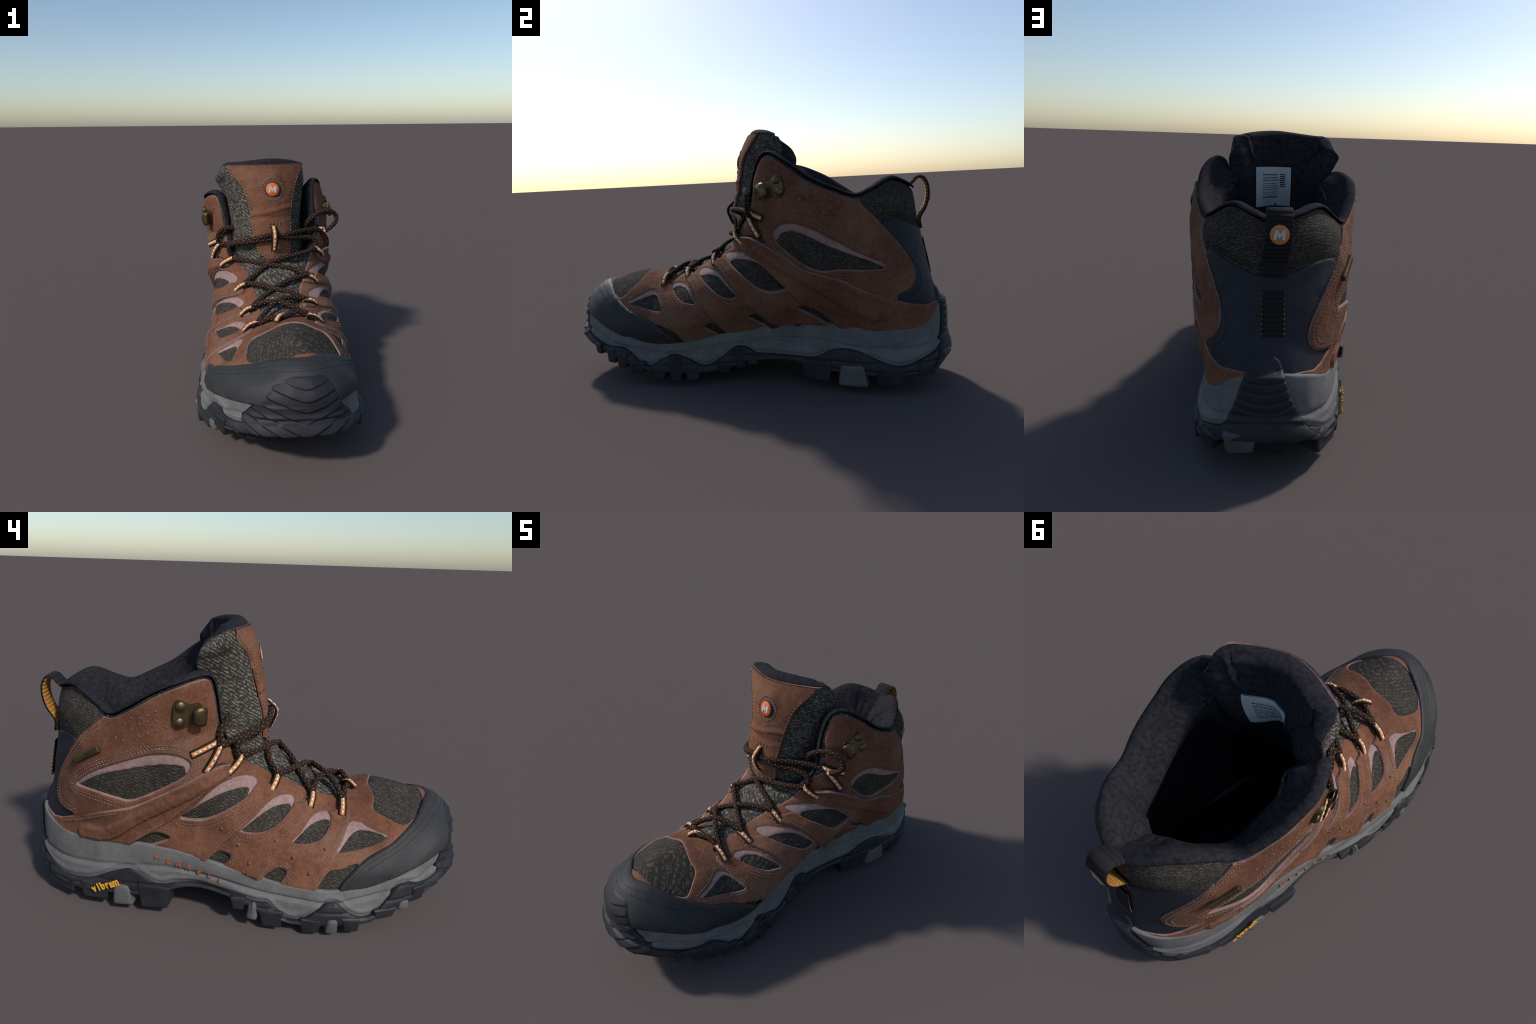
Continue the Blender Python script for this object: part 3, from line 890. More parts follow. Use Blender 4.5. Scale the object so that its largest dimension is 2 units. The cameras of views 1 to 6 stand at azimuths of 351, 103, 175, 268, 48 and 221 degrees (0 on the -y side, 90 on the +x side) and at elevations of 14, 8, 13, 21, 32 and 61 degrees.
CENTER_X = np.interp(MV[:, 1], [-1, -0.3, 0.1, 0.6, 1], [0.0, 0.02, 0.04, 0.09, 0.09])
IS_L = MV[:, 0] < CENTER_X
UV = {'L': chart_left(MV), 'R': chart_right(MV)}
PAT = {'L': PATTERN_L, 'R': PATTERN_R}
SIDE_MASK = {'L': IS_L, 'R': ~IS_L}
FEATH = MV[:, 2] - feather(MV)


def side_sd(side, poly):
    """Signed distance to a pattern polygon on one side of the last."""
    d = np.full(len(MV), -0.5)
    m = SIDE_MASK[side]
    d[m] = poly_sd(UV[side][m], np.asarray(poly, float))
    return d


def closed_curve(pts):
    return catmull(pts, 5, True)


# --- window outlines and the textile shape inside each pale lip
WINDOWS = ['window_ankle', 'window_rear', 'window_middle', 'window_fore', 'window_toe']
VENTS = ['vent_rear', 'vent_middle', 'vent_fore']
D_HOLES = np.full(len(MV), -0.5)          # > 0 inside any opening
D_WIN = {}
for s in 'LR':
    for w in WINDOWS + VENTS + ['wedge']:
        d = side_sd(s, closed_curve(PAT[s][w]))
        D_WIN[s, w] = d
        if w != 'window_ankle':
            D_HOLES = np.maximum(D_HOLES, d)

D_THROAT = poly_sd(chart_top(MV), catmull(THROAT, 6, True))
D_THROAT = np.where(MV[:, 2] > 0.40, D_THROAT, -0.5)
D_MESH = np.where(MV[:, 2] > 0.35, poly_sd(chart_top(MV), catmull(TOE_MESH, 6, True)), -0.5)
CAP_CURVE = catmull(TOECAP_EDGE, 8)
D_CAP = poly_sd(chart_toe(MV), np.vstack([CAP_CURVE, [[0.9, -0.1], [-0.9, -0.1]]]))
D_CAP = np.where(MV[:, 1] < -0.2, D_CAP, -0.5)


def panel(name, D, lift, thick, mats, extra_h=None, edge=0.008, parent=None, band=0.0022):
    D = np.minimum(D, D_COLLAR - 0.006)
    low = FEATH + 0.007
    ex = (np.zeros(len(MV)) if extra_h is None else extra_h, D)
    V, N, T, d, e = clip_mesh(MV, MN, MT, low, ex)
    V, N, T, d, e = clip_mesh(V, N, T, e[1], (e[0],))
    if band and mats[0] is not mats[1]:
        V, N, T, d, e = split_band(V, N, T, d, band, e)
    else:
        band = 0.0
    V2, F, M = shell(V, N, T, d, lift, thick, edge, e[0], band=band)
    return new_obj(name, V2, F, None, parent or root, mats=mats, mat_idx=M)


# --- base textile
V, N, T, D, _ = clip_mesh(MV, MN, MT, D_BASE)
new_obj('mesh_upper', V, T, M_KNIT, root)
# paler tongue knit showing in the lacing gap
V, N, T, D, _ = clip_mesh(MV, MN, MT, np.minimum(np.minimum(D_THROAT + 0.02, D_BASE - 0.004), 0.6 - MV[:, 1]))
new_obj('tongue_gusset', V + N * 0.003, T, M_KNIT_PALE, root)

# --- vamp and eyestay: the lowest suede layer
rear = np.full(len(MV), -0.5)
for s in 'LR':
    e4 = catmull(PAT[s]['strap4_edge'], 6) + np.array([0.03, 0])
    tip = [(0.16, 0.60), (0.15, 0.68), (0.10, 0.75)] if s == 'L' else [(0.13, 0.62), (0.15, 0.68), (0.13, 0.74)]
    poly = np.vstack([e4[::-1], tip, [(0.1, 1.2), (-1.2, 1.2), (-1.2, -0.3), (0.7, -0.3)]])
    rear = np.maximum(rear, side_sd(s, poly))
D_VAMP = np.minimum.reduce([rear, -D_THROAT, -D_MESH, -D_CAP + 0.015, -D_HOLES])
panel('vamp_overlay', D_VAMP, 0.001, 0.007, [M_SUEDE, M_RAW])

# --- shingled straps
LEVEL = {1: 0.004, 2: 0.007, 3: 0.010, 4: 0.012}
RISE = 0.007          # the leading edge of each strap stands up over the next piece


def edge_rise(side, curve, reach=0.045):
    h = np.zeros(len(MV))
    m = SIDE_MASK[side]
    d = np.abs(poly_sd(UV[side][m], np.vstack([curve, curve[::-1] + 1e-4])))
    h[m] = RISE * np.exp(-(d / reach) ** 2)
    return h


for s in 'LR':
    for k in (1, 2, 3):
        a = catmull(PAT[s]['strap%d_edge' % k], 6)
        b = catmull(PAT[s]['strap%d_edge' % (k + 1)], 6) + np.array([0.022, -0.005])
        b = b[18:][::-1]
        poly = np.vstack([a, a[-1] + [0, -0.1], b[0] + [0, -0.1], b])
        D = np.minimum(side_sd(s, poly), -D_HOLES)
        panel('side_strap', D, LEVEL[k], 0.008, [M_SUEDE, M_RAW], edge_rise(s, a), edge=0.006)

# --- ankle quarter
for s in 'LR':
    p = PAT[s]
    top = np.array(p['strap4_top'])[1:] + [0.0, -0.025]
    over = [(0.55, 0.95), (0.40, 1.10), (0.15, 1.10)]
    fr = catmull(p['ankle_front'], 5)
    rr = catmull(p['ankle_rear'], 5)
    poly = np.vstack([fr, top, rr[::-1], over])
    D = np.minimum.reduce([side_sd(s, poly), -D_WIN[s, 'window_ankle'], D_COLLAR - 0.010])
    seam = catmull(p['flapseam'], 6)
    q = UV[s]
    ds = np.full(len(MV), 1.0)
    m = SIDE_MASK[s]
    ds[m] = np.abs(poly_sd(q[m], np.vstack([seam, seam[::-1] + 1e-4])))
    groove = -0.003 * np.exp(-(ds / 0.007) ** 2)
    panel('ankle_quarter', D, 0.003, 0.010, [M_SUEDE, M_RAW], groove)

# --- heel counter (navy synthetic)
COUNTER = [(0.25, 0.74), (0.242, 0.80), (0.205, 0.815), (0.131, 0.787), (0.077, 0.765), (0.026, 0.752), (-0.016, 0.751), (-0.068, 0.761), (-0.122, 0.783),
           (-0.205, 0.792), (-0.238, 0.775), (-0.24, 0.73), (-0.215, 0.62), (-0.215, 0.50), (-0.30, 0.43), (-0.36, 0.36), (0.0, 0.30), (0.36, 0.36), (0.32, 0.43), (0.215, 0.50), (0.215, 0.62)]
D_COUNTER = np.where(MV[:, 1] > 0.42, poly_sd(chart_heel(MV), closed_curve(COUNTER)), -0.5)
panel('heel_counter', D_COUNTER, 0.001, 0.005, [M_COUNTER, M_COUNTER])

# --- heel strap with its moulded ridge
for s in 'LR':
    p = PAT[s]
    e = catmull(p['strap4_edge'], 6)
    t = catmull(p['strap4_top'], 6)
    tail = [(0.86, 0.338), (0.93, 0.385), (1.05, 0.42), (1.05, -0.1), (0.62, -0.1)] if s == 'L' else [(0.80, 0.292), (0.87, 0.290), (0.93, 0.325), (1.05, 0.35), (1.05, -0.1), (0.58, -0.1)]
    poly = np.vstack([t, tail, e[::-1]])
    D = np.minimum(side_sd(s, poly), -D_HOLES)
    ridge = resample(catmull(p['ridge'], 6), 40)
    dr = np.full(len(MV), 1.0)
    wd = np.full(len(MV), 0.02)
    m = SIDE_MASK[s]
    Q = UV[s][m]
    dd = np.linalg.norm(Q[:, None] - ridge[None], axis=2)
    j = dd.argmin(1)
    dr[m] = dd.min(1)
    f = j / 39.0 if s == 'L' else 1 - j / 39.0          # 0 = heel end
    wd[m] = 0.030 - 0.020 * f
    bar = np.clip((1.15 - dr / wd) / 0.22, 0, 1)
    h = 0.012 * bar * bar * (3 - 2 * bar)
    sm = np.clip((MV[:, 1] - 0.50) / 0.28, 0, 1)
    h = h - 0.008 * sm * sm * (3 - 2 * sm)
    panel('heel_strap', D, LEVEL[4], 0.009, [M_SUEDE, M_RAW], h + edge_rise(s, e) + 0.7 * edge_rise(s, t) * (MV[:, 1] < 0.6), edge=0.006)

# --- toe cap
panel('toe_cap', D_CAP, 0.006, 0.011, [M_TOECAP, M_TOECAP], edge=0.012)

# --- pale lips inside the windows
for s in 'LR':
    for w in WINDOWS:
        win = np.array(PAT[s][w])
        lip = np.array(PAT[s]['lip' + w[6:]])
        last = np.linalg.norm(win - lip[-1], axis=1).argmin()
        bottom = win[last + 1:]
        c = win.mean(0)
        bottom = bottom + (bottom - c) / np.linalg.norm(bottom - c, axis=1)[:, None] * 0.05
        ends = [lip[-1] + (lip[-1] - c) * 0.25]
        start = [lip[0] + (lip[0] - c) * 0.25]
        inner = np.vstack([start, catmull(lip, 5), ends, bottom])
        D = np.minimum(D_WIN[s, w] + 0.012, -side_sd(s, inner))
        panel('window_lip', D, 0.0005, 0.0035, [M_LIP, M_LIP], edge=0.004)

# ---------------------------------------------------------------- stitches
UPV = {'L': (np.array([E_SIN, 0, E_COS]), np.array([-E_COS, 0, E_SIN])), 'R': (np.array([-E_SIN, 0, E_COS]), np.array([E_COS, 0, E_SIN]))}
BVH_M = BVHTree.FromPolygons([tuple(v) for v in MV], [tuple(int(i) for i in t) for t in MT])


def surf(side, pts):
    """Chart points of one side -> points and normals on the last."""
    up, out = UPV[side]
    P, N = [], []
    for y, q in np.asarray(pts, float):
        o = up * q + np.array([0, y, 0]) + out * 1.5
        h = BVH_M.ray_cast(Vector(o), Vector(-out))
        if h[0] is None:
            continue
        P.append(np.array(h[0]))
        N.append(np.array(h[1]))
    P = np.array(P).reshape(-1, 3)
    N = LAST.grad(P)
    return P, N / np.linalg.norm(N, axis=1)[:, None]


STITCH = Soup()
DARKST = Soup()


def capsule(soup, p, t, n, L, r, m=0):
    b = np.cross(n, t)
    b /= np.linalg.norm(b)
    V = []
    for a, k in ((-0.5, 0.35), (-0.32, 1.0), (0.32, 1.0), (0.5, 0.35)):
        for j in range(6):
            w = 2 * math.pi * j / 6
            V.append(p + t * a * L + (b * math.cos(w) * 1.1 + n * math.sin(w) * 0.8) * r * k)
    F = [(i * 6 + j, i * 6 + (j + 1) % 6, (i + 1) * 6 + (j + 1) % 6, (i + 1) * 6 + j) for i in range(3) for j in range(6)]
    F += [tuple(range(6))[::-1], tuple(range(18, 24))]
    soup.add(V, F, m)


def stitch_run(soup, P, N, lift, pitch=0.0145, L=0.0085, r=0.0021, keep=None):
    if len(P) < 3:
        return
    seg = np.concatenate([[0], np.cumsum(np.linalg.norm(np.diff(P, axis=0), axis=1))])
    n = max(2, int(seg[-1] / pitch))
    s = (np.arange(n) + 0.5) * seg[-1] / n
    Q = np.stack([np.interp(s, seg, P[:, k]) for k in range(3)], 1)
    M = np.stack([np.interp(s, seg, N[:, k]) for k in range(3)], 1)
    T = np.stack([np.interp(s + 0.004, seg, P[:, k]) - np.interp(s - 0.004, seg, P[:, k]) for k in range(3)], 1)
    for i in range(n):
        t = T[i] / max(np.linalg.norm(T[i]), 1e-9)
        m = M[i] / np.linalg.norm(M[i])
        t = t - m * (t @ m)
        capsule(soup, Q[i] + m * lift, t / max(np.linalg.norm(t), 1e-9), m, L * RNG.uniform(0.85, 1.1), r)


def offset_curve(C, d, closed=False):
    T = (np.roll(C, -1, 0) - np.roll(C, 1, 0)) if closed else np.gradient(C, axis=0)
    T /= np.maximum(np.linalg.norm(T, axis=1), 1e-9)[:, None]
    return C + np.stack([T[:, 1], -T[:, 0]], 1) * d


HOLE_CURVES = {(sd, w): closed_curve(PAT[sd][w]) for sd in 'LR' for w in WINDOWS + VENTS + ['wedge']}


def run2(soup, side, C, offs, lift, closed=False, part=(0, 1)):
    for d in offs:
        c = offset_curve(C, d, closed)
        if closed:
            c = np.vstack([c, c[:1]])
        c = resample(c, 120)
        c = c[int(part[0] * 120):int(part[1] * 120)]
        hole = np.max([poly_sd(c, HOLE_CURVES[side, w]) for w in WINDOWS + VENTS + ['wedge']], axis=0)
        run = []
        for q, h in zip(list(c) + [c[-1]], list(hole) + [1.0]):       # break the row at every opening
            if h > -0.006:
                if len(run) > 3:
                    P, N = surf(side, run)
                    stitch_run(soup, P, N, lift)
                run = []
            else:
                run.append(q)


for s in 'LR':
    p = PAT[s]
    for w, lv in (('window_rear', LEVEL[3]), ('window_middle', LEVEL[2]), ('window_fore', LEVEL[1])):
        c = closed_curve(p[w])
        area = 0.5 * np.sum(c[:, 0] * np.roll(c[:, 1], -1) - np.roll(c[:, 0], -1) * c[:, 1])
        o = 1 if area > 0 else -1
        run2(STITCH, s, c, (o * 0.018, o * 0.032), lv + 0.0085, True, (0.52, 0.98))
    for w, lv in (('vent_rear', LEVEL[3]), ('vent_middle', LEVEL[2]), ('vent_fore', LEVEL[1])):
        c = closed_curve(p[w])
        area = 0.5 * np.sum(c[:, 0] * np.roll(c[:, 1], -1) - np.roll(c[:, 0], -1) * c[:, 1])
        o = 1 if area > 0 else -1
        run2(STITCH, s, c, (o * 0.014, o * 0.026), lv + 0.0085, True, (0.22, 0.62) if s == 'L' else (0.0, 0.35))
    c = closed_curve(p['window_toe'])
    area = 0.5 * np.sum(c[:, 0] * np.roll(c[:, 1], -1) - np.roll(c[:, 0], -1) * c[:, 1])
    run2(STITCH, s, c, (math.copysign(0.014, area),), 0.0085, True)
    for k in (1, 2, 3):
        e = catmull(p['strap%d_edge' % k], 6)
        run2(STITCH, s, e, (-0.012, -0.024), LEVEL[k] + 0.0085 + RISE * 0.82, part=(0.12, 0.93))
        if k == 3 or k == 2:
            run2(STITCH, s, e, (-0.036, -0.048), LEVEL[k] + 0.0085 + RISE * 0.42, part=(0.06, 0.25))
    e = catmull(p['strap4_edge'], 6)
    run2(STITCH, s, e, (-0.012,), LEVEL[4] + 0.0095 + RISE * 0.9, part=(0.05, 0.93))
    t = catmull(p['strap4_top'], 6)
    run2(STITCH, s, t, (0.013,), LEVEL[4] + 0.0080 + RISE * 0.6, part=(0.02, 0.98))
    c = closed_curve(p['window_ankle'])
    area = 0.5 * np.sum(c[:, 0] * np.roll(c[:, 1], -1) - np.roll(c[:, 0], -1) * c[:, 1])
    o = 1 if area > 0 else -1
    run2(STITCH, s, c, (o * 0.020, o * 0.034), 0.0135, True)
    run2(STITCH, s, catmull(p['flapseam'], 6), (-0.006, 0.006), 0.0115)
    rr = catmull(p['ankle_rear'], 6)
    run2(STITCH, s, rr, (0.014, 0.028), 0.0135)
STITCH.obj('stitching', [M_STITCH], root, kind='stuff')

def heel_curve(C):
    P = np.array([on_last(u, z)[0] for u, z in resample(C, 140)])
    N = LAST.grad(P)
    return P, N / np.linalg.norm(N, axis=1)[:, None]


cc = catmull(COUNTER[1:11], 8)
for d in (-0.016, -0.030):
    P, N = heel_curve(offset_curve(cc, -d))
    stitch_run(DARKST, P, N, 0.0065, r=0.0024)
for lobe in ([(0.215, 0.76), (0.170, 0.685), (0.136, 0.612), (0.120, 0.567), (0.126, 0.505), (0.170, 0.458), (0.22, 0.445)],
             [(-0.215, 0.735), (-0.160, 0.661), (-0.120, 0.586), (-0.110, 0.530), (-0.122, 0.468), (-0.170, 0.432), (-0.22, 0.428)]):
    P, N = heel_curve(catmull(lobe, 8))
    stitch_run(DARKST, P, N, 0.0065, r=0.0024)
up_cap = resample(CAP_CURVE, 260)
for d in (0.018, 0.032):
    c = offset_curve(up_cap, d)
    P = []
    for u, z in c[14:-14]:
        a = u / 0.40
        h = BVH_M.ray_cast(Vector((0.03 + 2.0 * math.sin(a), -0.45 - 2.0 * math.cos(a), z)), Vector((-math.sin(a), math.cos(a), 0)))
        if h[0] is not None:
            P.append(np.array(h[0]))
    P = np.array(P)
    N = LAST.grad(P)
    stitch_run(DARKST, P, N / np.linalg.norm(N, axis=1)[:, None], 0.0168, r=0.0018)
DARKST.obj('dark_stitching', [M_STITCH_DARK], root, kind='stuff')

# small solid discs for the perforations of quarter and straps, hole shade painted in
PERF = Soup()
for s in 'LR':
    P, N = surf(s, PAT[s]['perf'])
    P2, N2 = surf(s, PAT[s]['dots'])
    P2 = P2 + N2 * [[0.0095]] if len(P2) else P2
    P, N = np.vstack([P, P2]), np.vstack([N, N2])
    for q, n in zip(P, N):
        t = np.cross(n, [0, 1, 0.3])
        t /= np.linalg.norm(t)
        b = np.cross(n, t)
        ring = [q + n * 0.0138 + (t * math.cos(a) + b * math.sin(a)) * 0.0052 for a in np.linspace(0, 2 * math.pi, 10, endpoint=False)]
        low = [q + n * 0.004 + (t * math.cos(a) + b * math.sin(a)) * 0.0048 for a in np.linspace(0, 2 * math.pi, 10, endpoint=False)]
        PERF.add(ring + low, [tuple(range(10))] + [(i, 10 + i, 10 + (i + 1) % 10, (i + 1) % 10) for i in range(10)])
PERF.obj('perforation_disc', [M_HOLE_SHADE], root, kind='stuff')
# ---------------------------------------------------------------- sole
ms_K = 34
ARCH = np.exp(-((RING[:, 1] - 0.2) / 0.17) ** 2) * (1 - SIDE)          # the waist tucks in underneath
Z_WSM = np.convolve(np.concatenate([Z_WAVE[-40:], Z_WAVE, Z_WAVE[:40]]), np.ones(81) / 81, 'valid')


def build_midsole():
    rows = []
    idx = np.arange(NT)
    zg = Z_WSM + (Z_TOP - Z_WSM) * (0.36 + 0.10 * np.cos(RING[:, 1] * 3.5))       # moulded groove line
    for k in range(ms_K):
        if k == 0:
            z, o = Z_TOP - 0.03, np.full(NT, -0.045)
        elif k == 1:
            z, o = Z_TOP - 0.001, np.full(NT, -0.022)
        elif k == 2:
            z, o = Z_TOP + 0.002, np.full(NT, -0.012)
        else:
            w = (k - 3) / (ms_K - 4)
            z = Z_TOP - 0.004 + (Z_FLOOR + 0.02 - Z_TOP) * w
            o = -0.004 + 0.012 * np.sin(np.minimum(w * 2.0, 1.57))
            o = o - 0.010 * np.exp(-((z - zg) / 0.008) ** 2) + 0.006 / (1 + np.exp((z - zg) / 0.004))
            o = o - 0.038 * ARCH * w * w
            o = o + 0.006 * np.exp(-((z - Z_WAVE - 0.024) / 0.011) ** 2)
        rows.append(ring_point(idx, z, o))
    V = np.stack(rows, 1)
    f = V.reshape(-1, 3)
    n2 = np.repeat(np.column_stack([RN, np.zeros(NT)]), ms_K, 0)
    f = f + n2 * (vnoise(f, 9.0, 11, 3) * 0.003)[:, None]
    return f


MS = build_midsole()
MS_F = grid_faces(NT, ms_K, True)
new_obj('midsole', MS, MS_F, M_FOAM, root)


def build_outsole():
    rows = []
    idx = np.arange(NT)
    K = 22
    span = Z_WAVE - Z_FLOOR
    for k in range(K):
        w = k / (K - 1)
        z = Z_WAVE + (Z_FLOOR - Z_WAVE) * w
        o = 0.021 + 0.012 * np.sin(w * 2.0) - 0.038 * ARCH
        for zl in (0.150, 0.112):
            o = o - 0.006 * np.exp(-((z - zl - 0.02 * (RING[:, 1] < -0.5) * (-RING[:, 1] - 0.5) * 4) / 0.004) ** 2) * (span > 0.03)
        if k == 0:
            rows.append(ring_point(idx, z + 0.001, -0.012 - 0.038 * ARCH))
            rows.append(ring_point(idx, z + 0.001, 0.015 - 0.038 * ARCH))
        if k == K - 1:
            o = o - 0.012
        rows.append(ring_point(idx, z - (0.004 if k == 0 else 0), o))
    for o in (-0.08, -0.16, -0.24):
        rows.append(ring_point(idx, Z_FLOOR + 0.01, np.full(NT, o)))
    V = np.stack(rows, 1)
    nv = V.shape[1]
    F = grid_faces(NT, nv, True)
    F.append(tuple(i * nv + nv - 1 for i in range(NT)))
    return V.reshape(-1, 3), F


OV, OF = build_outsole()
new_obj('outsole', OV, OF, M_RUBBER, root)

BVH_SOLE = BVHTree.FromPolygons([tuple(v) for v in np.vstack([MS, OV])],
                                [tuple(f) for f in MS_F] + [tuple(int(i) + len(MS) for i in f) for f in OF[:-1]])


def ring_at(side, y):
    """Interpolated ring position on one side at a given y."""
    m = np.where(((SIDE > 0.5) if side == 'R' else (SIDE <= 0.5)))[0]
    j = m[np.argsort(RING[m, 1])]
    p = np.array([np.interp(y, RING[j, 1], RING[j, 0]), y])
    n = np.array([np.interp(y, RING[j, 1], RN[j, 0]), np.interp(y, RING[j, 1], RN[j, 1])])
    return p, n / np.linalg.norm(n), np.interp(y, RING[j, 1], Z_FLOOR[j])


def wave_at(side, y):
    return float(smooth_interp(np.array([y]), WAVE_L if side == 'L' else WAVE_R)[0])


def hexa(corners, bevel=0.012, seg=2):
    bm = bmesh.new()
    vs = [bm.verts.new(tuple(c)) for c in corners]
    for f in ((0, 3, 2, 1), (4, 5, 6, 7), (0, 1, 5, 4), (1, 2, 6, 5), (2, 3, 7, 6), (3, 0, 4, 7)):
        bm.faces.new([vs[i] for i in f])
    bmesh.ops.recalc_face_normals(bm, faces=bm.faces)
    bmesh.ops.bevel(bm, geom=list(bm.edges), offset=bevel, segments=seg, affect='EDGES', profile=0.6)
    V = [tuple(v.co) for v in bm.verts]
    bm.verts.index_update()
    F = [tuple(v.index for v in f.verts) for f in bm.faces]
    bm.free()
    return V, F


def lug(side, y0, y1, zb, grey=False, depth=0.13, out=0.034, top=None, taper=0.12, taper_top=0.0):
    m = (y0 + y1) / 2
    za, zb_ = ring_at(side, y0)[2], ring_at(side, y1)[2]
    wv = min(wave_at(side, y) for y in (y0, m, y1))
    zt = ((za + zb_) / 2 + 0.035 if grey else max((za + zb_) / 2 + 0.03, wv - 0.006)) if top is None else top
    c = []
    for z, tp, o in ((zt, taper_top, out - 0.004), (zb, taper, out - 0.006)):
        a, na, _ = ring_at(side, y0 + (m - y0) * tp * 2)
        b, nb, _ = ring_at(side, y1 + (m - y1) * tp * 2)
        c += [np.append(a - na * depth, z), np.append(a + na * o, z), np.append(b + nb * o, z), np.append(b - nb * depth, z)]
    c = [q + RNG.uniform(-0.005, 0.005, 3) * [1, 1, 0.6] for q in c]
    V, F = hexa(c, 0.018 if grey else 0.013, 3)
    return new_obj('grey_lug' if grey else 'outsole_lug', V, F, M_GREYLUG if grey else M_RUBBER, root, smooth=grey)


# (side, y from, y to, height of the tread face, grey)
LUGS = [('L', 0.90, 0.755, 0.050, 0), ('L', 0.735, 0.600, 0.044, 0), ('L', 0.605, 0.475, 0.036, 1), ('L', 0.47, 0.325, 0.040, 0),
        ('L', 0.06, 0.0, 0.088, 0), ('L', 0.0, -0.065, 0.052, 1), ('L', -0.06, -0.165, 0.024, 0), ('L', -0.225, -0.325, 0.010, 0),
        ('L', -0.325, -0.405, 0.014, 1), ('L', -0.40, -0.485, 0.022, 0), ('L', -0.535, -0.635, 0.072, 0), ('L', -0.630, -0.70, 0.103, 1),
        ('L', -0.695, -0.765, 0.128, 0), ('L', -0.79, -0.84, 0.165, 0),
        ('R', 0.285, 0.445, 0.040, 0), ('R', 0.44, 0.635, 0.034, 1), ('R', 0.64, 0.775, 0.047, 0), ('R', 0.815, 0.90, 0.085, 0),
        ('R', 0.065, 0.0, 0.112, 0), ('R', -0.005, -0.07, 0.094, 0), ('R', -0.085, -0.155, 0.070, 0), ('R', -0.235, -0.315, 0.038, 0),
        ('R', -0.32, -0.395, 0.034, 0), ('R', -0.405, -0.48, 0.044, 0), ('R', -0.51, -0.61, 0.079, 0), ('R', -0.61, -0.685, 0.097, 0),
        ('R', -0.68, -0.745, 0.117, 0), ('R', -0.77, -0.82, 0.155, 0)]
for L in LUGS:
    g = bool(L[4])
    lug(L[0], L[1], L[2], L[3] - (0.013 if (L[0] == 'R' and L[1] < 0.1) else 0.0), g, top=(0.140 if (g and L[1] > 0.3) else None), out=0.046 if g else 0.040, taper=0.14 if g else 0.12, taper_top=0.22 if g else 0.0)


def heel_block(x0, x1, y0, y1, z0, z1, grey):
    c = [(x0, y0, z1), (x1, y0, z1), (x1, y1, z1), (x0, y1, z1), (x0 + 0.012, y0, z0), (x1 - 0.012, y0, z0), (x1 - 0.012, y1 - 0.075, z0), (x0 + 0.012, y1 - 0.075, z0)]
    V, F = hexa(c, 0.012, 2)
    new_obj('grey_lug' if grey else 'outsole_lug', V, F, M_GREYLUG if grey else M_RUBBER, root, smooth=False)


heel_block(0.135, 0.262, 0.78, 0.990, 0.070, 0.190, True)
heel_block(0.015, 0.12, 0.78, 0.985, 0.065, 0.17, False)
heel_block(-0.085, 0.005, 0.72, 0.905, 0.058, 0.128, True)
# tread blocks under the middle
for y, zb in [(0.62, 0.045), (0.42, 0.042), (-0.05, 0.075), (-0.22, 0.03), (-0.38, 0.025), (-0.54, 0.065), (-0.70, 0.11)]:
    for x in (-0.13, 0.0, 0.13):
        xx = x + np.interp(y, [-0.7, 0.6], [0.0, 0.08])
        c = [(xx - 0.05, y - 0.05, zb + 0.09), (xx + 0.05, y - 0.05, zb + 0.09), (xx + 0.05, y + 0.05, zb + 0.09), (xx - 0.05, y + 0.05, zb + 0.09),
             (xx - 0.042, y - 0.04, zb), (xx + 0.042, y - 0.03, zb), (xx + 0.042, y + 0.04, zb), (xx - 0.042, y + 0.03, zb)]
        V, F = hexa(c, 0.008, 1)
        new_obj('tread_block', V, F, M_RUBBER, root, smooth=False)


def front_hit(x, z, sgn):
    """Outermost surface of upper and sole along y at (x, z); sgn -1 toe, +1 heel."""
    best = None
    for b in (BVH_M, BVH_SOLE):
        h = b.ray_cast(Vector((x, sgn * 1.5, z)), Vector((0, -sgn, 0)))
        if h[0] is not None and (best is None or sgn * h[0].y > sgn * best):
            best = h[0].y
    return best


